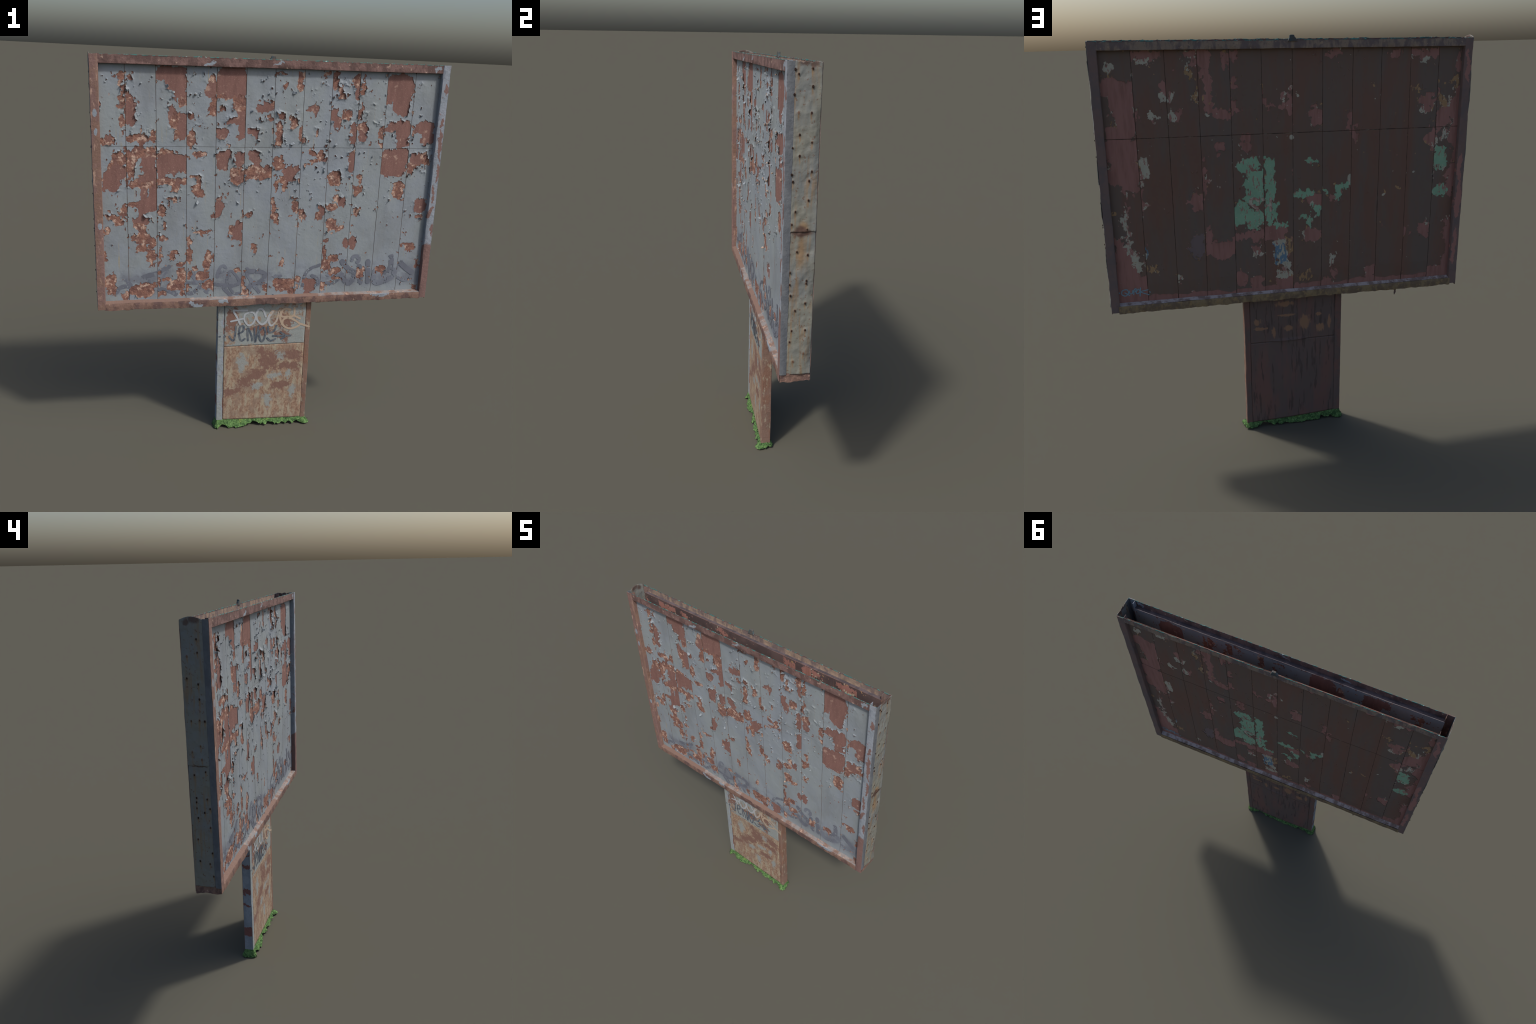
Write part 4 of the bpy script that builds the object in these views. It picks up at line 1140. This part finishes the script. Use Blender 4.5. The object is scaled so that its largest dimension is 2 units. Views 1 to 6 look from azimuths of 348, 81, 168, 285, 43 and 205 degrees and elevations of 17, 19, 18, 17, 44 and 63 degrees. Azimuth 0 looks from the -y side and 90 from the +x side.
M_TOP_LEDGE = rail_material("dark_top_ledge", srgb(*TOP_LEDGE), srgb(*TOP_LEDGE_DARK), srgb(*IRON_RED), 0.62)  # dark tone paints in the shading of the ledge inside the box
M_LEDGE_BACK = rail_material("pale_back_ledge", srgb(*BACK_LEDGE), srgb(*BACK_LEDGE_DARK), srgb(*BACK_LEDGE), 0.55)
M_SIDE = {-1: side_paint_material(LEFT_NAILS, 1.358, False), 1: side_paint_material(RIGHT_NAILS, 1.366, True)}
M_CORNER = rail_material("corner_grey_iron", srgb(*SIDE_CORNER), srgb(*SIDE_CORNER_DARK), srgb(*SIDE_GREY), 0.66)
M_NAIL = plain_material("rusted_nail", srgb(44, 36, 34), srgb(66, 48, 40), 90.0)
M_TORN = rail_material("torn_rust", srgb(*IRON_RUST), srgb(*IRON_RED_DARK), srgb(*IRON_PALE), 0.56)
M_DARK_TORN = M_TORN


def rail_set(face_y, panel_y, out, mats):
    """Top, bottom and two side rails of one face.  Each is a bent sheet: a face strip and a ledge back to the planks."""
    top_m, bottom_m, ledge_m, left_m, right_m = mats
    y, p = face_y, panel_y - out * 0.002
    th = 0.0016
    z_top = Z_HIGH + 0.0006 if out < 0 else Z_HIGH - 0.0040        # the front rim stands a little higher
    top = sheet_profile([(y, z_top), (y, 1.958), (y + out * 0.0004, OPEN_HIGH + 0.002), (y - out * 0.0015, OPEN_HIGH), (p, OPEN_HIGH + 0.002)], th, -out)
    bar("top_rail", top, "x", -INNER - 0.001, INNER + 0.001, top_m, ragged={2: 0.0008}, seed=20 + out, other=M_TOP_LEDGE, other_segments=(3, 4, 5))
    bot = sheet_profile([(y, Z_LOW), (y, 0.757), (y - out * 0.0002, OPEN_LOW - 0.003), (y - out * 0.0016, OPEN_LOW - 0.001)], th, out)
    if out > 0:
        bot = [(a + 0.0035, b) for a, b in bot]
    bar("bottom_rail", bot, "x", -INNER - 0.003, INNER + 0.003, bottom_m, ragged={0: 0.0045, 7: 0.0045}, wobble=0.0012, seed=30 + out)
    led = sheet_profile([(y - out * 0.0016, OPEN_LOW - 0.0006), (y - out * 0.012, OPEN_LOW + 0.003), (p, OPEN_LOW + 0.008)], th, out)
    bar("bottom_ledge", led, "x", -INNER - 0.001, INNER + 0.001, ledge_m, wobble=0.0015, seed=33 + out)
    for s, m in ((-1, left_m), (1, right_m)):
        prof = sheet_profile([(s * INNER, p), (s * INNER, y - out * 0.0012), (s * (INNER + 0.0015), y), (s * 0.866, y + out * 0.0003), (s * (HALF - 0.001), y)], th, s * out)
        bar("side_rail", prof, "z", Z_LOW + 0.004, z_top + 0.0008, m, ragged={4: 0.0012, 5: 0.0012}, seed=40 + s + out)


rail_set(Y_FRONT, Y_FRONT_PANEL, -1, (M_TOP_FRONT, M_BOTTOM_FRONT, M_LEDGE, M_LEFT_FRONT, M_RIGHT_FRONT))
rail_set(Y_BACK, Y_BACK_PANEL, 1, (M_TOP_BACK, M_BOTTOM_BACK, M_LEDGE_BACK, M_SIDE_BACK, M_SIDE_BACK))


# ------------------------------------------------------------------ side sheets, corner irons, nails
def side_sheet(s, z0, z1, top_edge, dent, seed, nails, y0=Y_FRONT + 0.027, y1=Y_BACK - 0.0005, proud=0.0):
    """Dented sheet closing one end of the box, between corner iron and back rail."""
    ny, nz = 36, int((z1 - z0) / 0.0035)
    Yg, Zg = np.meshgrid(np.linspace(y0, y1, ny + 1), np.linspace(z0, z1, nz + 1))
    f = (Zg - z0) / (z1 - z0)
    Zg = Zg + f ** 30 * top_edge(Yg)
    mid = np.sin(np.clip((Yg - y0) / (y1 - y0), 0, 1) * math.pi)
    X = s * (HALF + proud + 0.0022 * mid + dent * (0.35 + 0.65 * mid) * fbm(Yg * 16, Zg * 9, seed, 3) + 0.0011 * fbm(Yg * 45, Zg * 45, seed + 5, 2))
    for ny_, nz_ in nails:                                  # the sheet is puckered round every nail
        X = X + s * 0.0024 * np.exp(-((Yg - ny_) ** 2 + (Zg - nz_) ** 2) / 0.0075 ** 2)
    # the rear rim waves in and out where the sheet has been knocked
    wave = dent * 1.3 * fbm(Zg * 7, Zg * 0 + 3, seed + 8, 2) * smooth(y1 - 0.02, y1, Yg)
    outer = np.stack([X + s * wave, Yg, Zg], -1).reshape(-1, 3)
    inner = outer - np.array([s * 0.0022, 0, 0])
    n = len(outer)
    q = np.concatenate([grid_quads(ny, nz, flip=s < 0), grid_quads(ny, nz, flip=s > 0) + n])
    w = ny + 1
    loop = list(range(w)) + [j * w + ny for j in range(1, nz + 1)] + [nz * w + i for i in range(ny - 1, -1, -1)] + [j * w for j in range(nz - 1, 0, -1)]
    rim = [[a, b, n + b, n + a] for a, b in zip(loop, loop[1:] + loop[:1])]
    if s > 0:
        rim = [r[::-1] for r in rim]
    q = np.concatenate([q, np.array(rim)])
    sm = np.concatenate([np.ones(len(q) - len(rim), bool), np.zeros(len(rim), bool)])
    return add("side_sheet", build_mesh("side_sheet", np.concatenate([outer, inner]), q, (M_SIDE[s],), None, sm))


flat = lambda y: 0.0 * y
arch = lambda y: 0.012 * np.clip(1 - ((y - 0.012) / 0.046) ** 2, -0.8, 1)
jag = lambda y: 0.004 * fbm(y * 90, y * 0, 77, 3) - 0.001
for s, seam, top_edge, dent, nails in ((-1, 1.358, arch, 0.0024, LEFT_NAILS), (1, 1.366, jag, 0.0046, RIGHT_NAILS)):
    lower = side_sheet(s, 0.775, seam + 0.006, flat, dent, 210 + s, nails)
    upper = side_sheet(s, seam, Z_HIGH - 0.001, top_edge, dent, 220 + s, nails, proud=0.0016)
    # corner iron: flange of the front rail lapped round the corner
    flange = sheet_profile([(s * (HALF - 0.004), Y_FRONT - 0.0006), (s * (HALF + 0.0006), Y_FRONT), (s * (HALF + 0.0022), Y_FRONT + 0.003), (s * (HALF + 0.0024), Y_FRONT + 0.016), (s * (HALF + 0.0016), Y_FRONT + 0.0270)], 0.0022, s)
    bar("corner_iron", flange, "z", 0.772, Z_HIGH, M_CORNER, wobble=0.0009, seed=60 + s)

nail_mesh = bpy.data.meshes.new("nail")
bm = bmesh.new()
bmesh.ops.create_uvsphere(bm, u_segments=10, v_segments=6, radius=1.0)
bm.to_mesh(nail_mesh)
bm.free()
nail_mesh.materials.append(M_NAIL)
for p in nail_mesh.polygons:
    p.use_smooth = True


nr = random.Random(5)
for s, nails in ((-1, LEFT_NAILS), (1, RIGHT_NAILS)):
    for y, z in nails:
        ob = add("nail", nail_mesh)
        r = nr.uniform(0.0026, 0.0042)
        ob.location = (s * (HALF + 0.0046), y, z)
        ob.scale = (0.0018, r, r * 1.25)

# torn rusty ends of the box foot
def torn_foot(s):
    n = 26
    Yg = np.linspace(Y_FRONT + 0.002, Y_BACK - 0.001, n + 1)
    rows = []
    for k, zz in enumerate((0.778, 0.770, 0.760, 0.750, Z_LOW)):
        x = s * (HALF - 0.001 + 0.0022 * fbm(Yg * 45, Yg * 0 + k * 0.8, 410 + s, 3))
        z = zz + (0.0045 if k in (0, 4) else 0.001) * fbm(Yg * 40, Yg * 0 + k, 420 + s, 3)
        rows.append(np.stack([x, Yg, z], -1))
    outer = np.concatenate(rows)
    inner = outer - np.array([s * 0.003, 0, 0])
    q = grid_quads(n, 4, flip=s > 0)
    w = n + 1
    loop = list(range(w)) + [j * w + n for j in range(1, 5)] + [4 * w + i for i in range(n - 1, -1, -1)] + [j * w for j in range(3, 0, -1)]
    rim = [[a, b, len(outer) + b, len(outer) + a] for a, b in zip(loop, loop[1:] + loop[:1])]
    q = np.concatenate([q, q[:, ::-1] + len(outer), np.array(rim)])
    add("torn_foot", build_mesh("torn_foot", np.concatenate([outer, inner]), q, (M_TORN,), None, False))


torn_foot(-1)
torn_foot(1)

# floor of the box
nx, ny = 180, 12
Xg, Yg = np.meshgrid(np.linspace(-HALF + 0.004, HALF - 0.004, nx + 1), np.linspace(Y_FRONT + 0.004, Y_BACK - 0.004, ny + 1))
Zg = 0.7475 + 0.002 * fbm(Xg * 9, Yg * 9, 430, 3)
up = np.stack([Xg, Yg, Zg], -1).reshape(-1, 3)
low = up - np.array([0, 0, 0.002])
add("floor_sheet", build_mesh("floor_sheet", np.concatenate([up, low]), np.concatenate([grid_quads(nx, ny), grid_quads(nx, ny, True) + len(up)]), (M_TORN,), None, True))


# ------------------------------------------------------------------ scan fringe on the rims, lug and torn strip
def fringe_material():
    n = Nodes("scan_fringe_teal")
    base = n.mix(n.step(n.noise(45.0, detail=3.0), 0.46, 0.56), srgb(*IRON_RED_DARK), srgb(*FRINGE_TEAL))
    return n.finish(n.mix(n.step(n.noise(70.0, n.scaled(1, 1, 1, (3, 3, 3))), 0.62, 0.68), base, srgb(*FRINGE_PALE)), 0.8)


M_FRINGE = fringe_material()


def scan_fringe(y, side_seed, z_top, x0=-HALF, x1=HALF):
    """Thin strip added along a top edge: sky-coloured fringe left by the scan."""
    n = 700
    x = np.linspace(x0, x1, n + 1)
    h = 0.0012 + 0.0034 * np.clip(fbm(x * 60, x * 0, side_seed, 4) + 0.12, 0, 1.2)
    a = np.stack([x, np.full(n + 1, y - 0.0018), np.full(n + 1, z_top - 0.0010)], -1)
    b = np.stack([x, np.full(n + 1, y - 0.0010), z_top + h], -1)
    c = np.stack([x, np.full(n + 1, y + 0.0010), z_top + h * 0.9], -1)
    d = np.stack([x, np.full(n + 1, y + 0.0018), np.full(n + 1, z_top - 0.0010)], -1)
    V = np.concatenate([a, b, c, d])
    k = np.arange(n)
    w = n + 1
    q = np.concatenate([np.stack([r * w + k, r * w + k + 1, (r + 1) * w + k + 1, (r + 1) * w + k], 1) for r in range(3)])
    ob = add("scan_edge_fringe", build_mesh("scan_edge_fringe", V, q, (M_FRINGE,), None, False))
    ob["kind"] = "stuff"


scan_fringe(Y_FRONT + 0.0013, 611, Z_HIGH + 0.0006)
scan_fringe(Y_BACK - 0.0013, 622, Z_HIGH - 0.0040)


M_LUG = plain_material("lug_iron", srgb(70, 84, 88), srgb(92, 84, 78), 60.0)
lug_profile = [(-0.024, 1.970), (-0.016, 1.984), (-0.010, 1.990), (-0.008, 1.9975), (0.008, 1.9985), (0.013, 1.996), (0.014, 1.986), (0.022, 1.970)]
V, Q = [], []
for y, sh in ((Y_BACK - 0.006, 0.94), (Y_BACK - 0.004, 1.0), (Y_BACK + 0.004, 1.0), (Y_BACK + 0.006, 0.94)):
    V += [(-0.004 + x * sh, y, 1.970 + (z - 1.970) * sh) for x, z in lug_profile]
m = len(lug_profile)
for r in range(3):
    Q += [[r * m + i, r * m + (i + 1) % m, (r + 1) * m + (i + 1) % m, (r + 1) * m + i] for i in range(m)]
for r in (0, 3 * m):
    Q += [[r + i, r + i + 1, r + m - 2 - i, r + m - 1 - i] for i in range(m // 2 - 1)]
add("lug", build_mesh("lug", np.array(V), Q, (M_LUG,), None, False))

hook = [(-0.010, 0.745), (-0.007, 0.730), (-0.008, 0.722), (-0.0035, 0.712), (0.001, 0.706), (0.003, 0.716), (0.002, 0.728), (0.006, 0.745)]
V, Q = [], []
for y in (Y_BACK - 0.006, Y_BACK - 0.0035):
    V += [(-0.546 + x, y, z) for x, z in hook]
m = len(hook)
Q += [[i, (i + 1) % m, m + (i + 1) % m, m + i] for i in range(m)]
for r in (0, m):
    Q += [[r + i, r + i + 1, r + m - 2 - i, r + m - 1 - i] for i in range(m // 2 - 1)]
add("torn_strip", build_mesh("torn_strip", np.array(V), Q, (M_TORN,), None, False))


# ------------------------------------------------------------------ post
def post_front_material(name, grey_spots, red_spots, grey_base):
    n = Nodes(name)
    tan, red, grey = srgb(*POST_TAN), srgb(*POST_RED), srgb(*POST_GREY)
    base = n.mix(n.step(n.noise(95.0, n.scaled(1, 1, 0.6), 6.0, 0.75), 0.40, 0.62), tan, srgb(*POST_RUST))
    pale = n.step(n.noise(1.0, n.scaled(42, 42, 14), 6.0, 0.7), 0.46, 0.60)
    base = n.mix(n.math("MULTIPLY", pale, 0.75), base, srgb(*POST_PALE))
    base = n.mix(n.step(n.noise(13.0, detail=5.0), 0.50, 0.62, 0, 0.7), base, srgb(*POST_DULL))
    broken = n.math("MULTIPLY", n.math("SUBTRACT", n.noise(55.0, detail=6.0, rough=0.7), 0.5), 3.0)
    if grey_base:
        base = n.mix(n.step(n.math("ADD", n.noise(11.0, detail=5.0), n.math("MULTIPLY", broken, 0.12)), 0.42, 0.5), base, grey)
    base = n.mix(n.step(n.math("ADD", n.spots(grey_spots, 0.04, 12.0), broken), 0.0, 0.5, 0, 0.9), base, grey)
    base = n.mix(n.step(n.math("ADD", n.spots([(x, z, a * 1.15, b * 1.25) for x, z, a, b in red_spots], 0.04, 12.0), n.math("MULTIPLY", broken, 1.1)), 0.0, 0.25), base, red)
    base = n.mix(n.step(n.noise(150.0, detail=2.0), 0.63, 0.7, 0, 0.6), base, srgb(*POST_RUST))
    return n.finish(base, 0.8, [(n.noise(70.0), 0.0018)], spec=0.2)


def post_back_material(name, ochre_spots):
    n = Nodes(name)
    base = n.mix(n.step(n.noise(1.0, n.scaled(14, 14, 3), 3.0), 0.4, 0.65), srgb(*POST_BACK_BROWN), srgb(*POST_BACK_RED))
    runs = n.step(n.noise(1.0, n.scaled(70, 70, 8), 4.0), 0.54, 0.64)
    base = n.mix(n.math("MULTIPLY", runs, 0.7), base, srgb(*POST_BACK_DARK))
    if ochre_spots:
        m = n.math("ADD", n.spots(ochre_spots, 0.012, 20.0), n.math("MULTIPLY", n.math("SUBTRACT", n.noise(1.0, n.scaled(90, 90, 25), 3.0), 0.5), 1.6))
        base = n.mix(n.step(m, 0.05, 0.45), base, srgb(*POST_BACK_OCHRE))
    return n.finish(base, 0.75, [(n.noise(50.0), 0.0012)], spec=0.2)


M_POST_LOW = post_front_material("rusty_post_sheet", POST_GREY_SPOTS, POST_RED_SPOTS, False)
M_POST_UP = post_front_material("grey_post_sheet", POST_UP_GREY, POST_UP_RUST, True)
M_POST_BACK = post_back_material("brown_post_sheet", None)
M_POST_BACK_UP = post_back_material("brushed_post_sheet", POST_OCHRE_SPOTS)
M_BEAM_LEFT = rail_material("grey_post_beam", srgb(*BEAM_GREY), srgb(*BEAM_GREY_DARK), srgb(*POST_PALE), 0.64,
                            [(srgb(*BEAM_RED), [(0, 0.16, 1.0, 0.028), (0, 0.58, 1.0, 0.012), (0, 0.64, 1.0, 0.010), (0, 0.42, 1.0, 0.016), (0, 0.34, 1.0, 0.008)], 0.055)])
M_BEAM_FRONT = rail_material("pale_post_beam", srgb(*BEAM_GREY), srgb(*POST_GREY), srgb(*POST_RUST), 0.58, grain=(1, 1, 0.4))
M_BEAM_RIGHT = rail_material("rusty_post_beam", srgb(*POST_RED_BEAM), srgb(*POST_RUST), srgb(*POST_PALE), 0.56, grain=(1, 1, 0.4))
M_BEAM_BACK = rail_material("maroon_post_beam", srgb(*POST_BACK_RED), srgb(*POST_BACK_BROWN), srgb(*POST_BACK_OCHRE), 0.66)


def foot_z(x):
    """The post is cut off where the turf begins, a little higher on the left."""
    return 0.037 - 0.042 * x


def post_sheet(name, x0, x1, z0, z1, y, out, material, belly=None):
    nx, nz = 60, 60
    Xg, T = np.meshgrid(np.linspace(x0, x1, nx + 1), np.linspace(0, 1, nz + 1))
    base = foot_z(Xg) if z0 is None else z0
    Zg = base + (z1 - base) * T
    Yg = y + out * (0.0010 * fbm(Xg * 8, Zg * 8, 700, 3) + 0.0003 * fbm(Xg * 60, Zg * 60, 705, 2))
    if belly is not None:
        Yg = Yg + out * belly(Xg, Zg)
    outer = np.stack([Xg, Yg, Zg], -1).reshape(-1, 3)
    inner = outer.copy()
    inner[:, 1] = y - out * 0.004
    n = len(outer)
    w = nx + 1
    loop = list(range(w)) + [j * w + nx for j in range(1, nz + 1)] + [nz * w + i for i in range(nx - 1, -1, -1)] + [j * w for j in range(nz - 1, 0, -1)]
    rim = np.array([[a, b, n + b, n + a] for a, b in zip(loop, loop[1:] + loop[:1])])
    q = np.concatenate([grid_quads(nx, nz), rim[:, ::-1]])
    if out > 0:
        q = q[:, ::-1]
    sm = np.concatenate([np.ones(nx * nz, bool), np.zeros(len(rim), bool)])
    return add(name, build_mesh(name, np.concatenate([outer, inner]), q, (material,), None, sm))


SEAM_LEFT, SEAM_RIGHT, POST_SEAM, POST_TOP = -0.2360, 0.2130, 0.4905, 0.752
post_sheet("lower_post_sheet", SEAM_LEFT + 0.0012, SEAM_RIGHT - 0.0008, None, POST_SEAM - 0.001, POST_FRONT + 0.0014, -1, M_POST_LOW)
post_sheet("upper_post_sheet", SEAM_LEFT + 0.0012, SEAM_RIGHT - 0.0008, POST_SEAM + 0.0005, POST_TOP, POST_FRONT + 0.0006, -1, M_POST_UP)
post_sheet("lower_post_sheet", SEAM_LEFT + 0.0012, SEAM_RIGHT - 0.0008, None, POST_SEAM - 0.001, POST_BACK - 0.0012, 1, M_POST_BACK, lambda x, z: 0.0045 * np.clip(1 - ((x + 0.012) / 0.21) ** 2, 0, 1) * np.clip((0.47 - z) / 0.15, 0, 1))
lip = lambda x, z: 0.0105 * np.exp(-((z - POST_SEAM) / 0.007) ** 2) * np.exp(-((x - 0.01) / 0.085) ** 4)
post_sheet("upper_post_sheet", SEAM_LEFT + 0.0012, SEAM_RIGHT - 0.0008, POST_SEAM + 0.0005, POST_TOP, POST_BACK - 0.0012, 1, M_POST_BACK_UP, lip)


def post_beam(x0, x1, mats, seed):
    """Upright channel at one edge of the post: front, outer and back sides may differ in paint."""
    c = 0.0025
    y0, y1 = POST_FRONT, POST_BACK
    prof = [(x0 + c, y0), (x1 - c, y0), (x1, y0 + c), (x1, y1 - c), (x1 - c, y1), (x0 + c, y1), (x0, y1 - c), (x0, y0 + c)]
    nz = 120
    m = len(prof)
    V = []
    for j in range(nz + 1):
        t = j / nz
        for k, (x, y) in enumerate(prof):
            zb = foot_z(x)
            z = zb + (POST_TOP - zb) * t
            d = 0.0011 * float(fbm(z * 11, k % 4 * 0.6, seed, 3))
            V.append((x + d, y + 0.6 * d, z))
    q, idx = [], []
    for j in range(nz):
        for k in range(m):
            a, b = j * m + k, j * m + (k + 1) % m
            q.append([a, b, b + m, a + m])
            idx.append(0 if k in (0, 7) else 1 if k in (1, 2, 6) else 2)
    for a, rev in ((0, True), (nz * m, False)):
        for f in ([0, 1, 4, 5], [1, 2, 3, 4], [0, 5, 6, 7]):
            g = [a + v for v in f]
            q.append(g[::-1] if rev else g)
            idx.append(1)
    me = build_mesh("post_beam", V, q, mats, idx, True)
    bm = bmesh.new()
    bm.from_mesh(me)
    bmesh.ops.recalc_face_normals(bm, faces=bm.faces)
    for e in bm.edges:
        if len(e.link_faces) == 2 and e.calc_face_angle(0) > 0.5:
            e.smooth = False
    bm.to_mesh(me)
    bm.free()
    return add("post_beam", me)


post_beam(POST_LEFT, SEAM_LEFT, (M_BEAM_FRONT, M_BEAM_LEFT, M_BEAM_BACK), 720)
post_beam(SEAM_RIGHT, POST_RIGHT, (M_BEAM_RIGHT, M_BEAM_RIGHT, M_BEAM_BACK), 730)
ribbon("white_tag", POST_WHITE, lambda x, z: np.full(np.shape(x), POST_FRONT - 0.0007), -1, (M_WHITE_SPRAY,), across=2, lift=0.0003)
ribbon("navy_tag", [(w * 0.8, p) for w, p in POST_DARK], lambda x, z: np.full(np.shape(x), POST_FRONT - 0.0005), -1, (M_NAVY_SPRAY,), across=2, lift=0.0002)


# ------------------------------------------------------------------ turf round the foot
def turf_material():
    n = Nodes("turf")
    base = n.mix(n.step(n.noise(60.0, detail=5.0), 0.36, 0.62), srgb(*TURF_DARK), srgb(*TURF))
    base = n.mix(n.step(n.noise(130.0, detail=3.0), 0.56, 0.68), base, srgb(*TURF_PALE))
    base = n.mix(n.step(n.noise(25.0, n.scaled(1, 1, 1, (6, 6, 6))), 0.60, 0.70, 0, 0.6), base, srgb(*TURF_YELLOW))
    return n.finish(base, 0.9, [(n.noise(160.0), 0.003)], spec=0.1)


M_TURF = turf_material()


def turf():
    """Ragged skirt of turf: a lumpy strip from the post's foot out and down to the ground."""
    m = 0.004
    x0, x1, y0, y1 = POST_LEFT + m, POST_RIGHT - m, POST_FRONT + m, POST_BACK - m
    ring = []
    def side(a, b, nrm, n):
        for k in range(n):
            t = k / n
            ring.append((a[0] + (b[0] - a[0]) * t, a[1] + (b[1] - a[1]) * t, *nrm))
    side((x0, y0), (x1, y0), (0, -1), 170)
    ring.extend([(x1, y0, math.sin(a), -math.cos(a)) for a in np.linspace(0, math.pi / 2, 7)])
    side((x1, y0), (x1, y1), (1, 0), 18)
    ring.extend([(x1, y1, math.cos(a), math.sin(a)) for a in np.linspace(0, math.pi / 2, 7)])
    side((x1, y1), (x0, y1), (0, 1), 170)
    ring.extend([(x0, y1, -math.sin(a), math.cos(a)) for a in np.linspace(0, math.pi / 2, 7)])
    side((x0, y1), (x0, y0), (-1, 0), 18)
    ring.extend([(x0, y0, -math.cos(a), -math.sin(a)) for a in np.linspace(0, math.pi / 2, 7)])
    R = np.array(ring)
    n, rows = len(R), 11
    arc = np.concatenate([[0], np.cumsum(np.hypot(*np.diff(R[:, :2], axis=0).T) + 0.0015)])
    front_side = R[:, 3] < -0.5
    reach = np.where(front_side, 0.0160, 0.0115) * (1 + 0.75 * fbm(arc * 17, arc * 0, 810, 4))
    corner = np.exp(-((np.abs(R[:, 0] - (x0 + x1) / 2) - (x1 - x0) / 2) / 0.03) ** 2)
    reach = np.clip(reach, 0.002, 0.028) * np.where(np.abs(R[:, 2]) > 0.5, 0.95, 1.0) + 0.009 * corner
    drop = np.clip(0.030 * (1 - reach / np.where(front_side, 0.022, 0.016)) + 0.004 * fbm(arc * 40, arc * 0 + 4, 820, 3), 0, 0.024)
    V = []
    for r in range(rows + 1):
        t = r / rows
        base = foot_z(R[:, 0]) + 0.001 + 0.006 * fbm(arc * 30, arc * 0 + 9, 830, 3)
        d = reach * t + 0.003 * fbm(arc * 90, t * 6 + arc * 0, 840, 3) * t
        z = base + (drop - base) * t ** 0.8 + 0.0022 * fbm(arc * 48, t * 4 + arc * 0, 850, 4) * math.sin(math.pi * min(1, t * 0.9 + 0.1))
        V.append(np.stack([R[:, 0] + R[:, 2] * d, R[:, 1] + R[:, 3] * d, z], -1))
    top = np.concatenate(V)
    low = np.concatenate([v - np.array([0, 0, 0.0018]) for v in V])
    k = np.arange(n)
    q = [np.stack([r * n + k, (r + 1) * n + k, (r + 1) * n + (k + 1) % n, r * n + (k + 1) % n], 1) for r in range(rows)]
    q = np.concatenate(q)
    rim = np.stack([rows * n + k, len(top) + rows * n + k, len(top) + rows * n + (k + 1) % n, rows * n + (k + 1) % n], 1)
    allq = np.concatenate([q, q[:, ::-1] + len(top), rim])
    allv = np.concatenate([top, low])
    # tiny leaves stuck into the turf
    tr = random.Random(99)
    lv, lq = [], []
    base = len(allv)
    for _ in range(260):
        i = tr.randrange(n)
        r = tr.randrange(1, rows + 1)
        p = top[r * n + i]
        a, up, L, w = tr.uniform(0, 6.283), tr.uniform(0.2, 1.2), tr.uniform(0.003, 0.007), tr.uniform(0.0012, 0.0026)
        d = np.array([math.cos(a) * math.cos(up), math.sin(a) * math.cos(up), math.sin(up)])
        sdir = np.array([-math.sin(a), math.cos(a), 0])
        nn = np.cross(sdir, d) * 0.0006
        mid, tip = p + d * L * 0.5, p + d * L
        b = base + len(lv)
        lv += [p, mid - sdir * w - nn, tip, mid + sdir * w - nn, mid + nn]
        lq += [[b, b + 1, b + 2, b + 4], [b, b + 4, b + 2, b + 3], [b, b + 3, b + 2, b + 1]]
    allv = np.concatenate([allv, np.array(lv)])
    allq = np.concatenate([allq, np.array(lq)])
    return allv, allq


tv, tq = turf()
# settle the turf so that, leaning as the root does, its lowest point touches the ground
R3 = np.array(root.rotation_euler.to_matrix())
low = (tv @ R3.T)[:, 2].min() + root.location.z
tv[:, 2] -= low
turf_ob = add("turf", build_mesh("turf", tv, tq, (M_TURF,), None, True))
turf_ob["kind"] = "stuff"
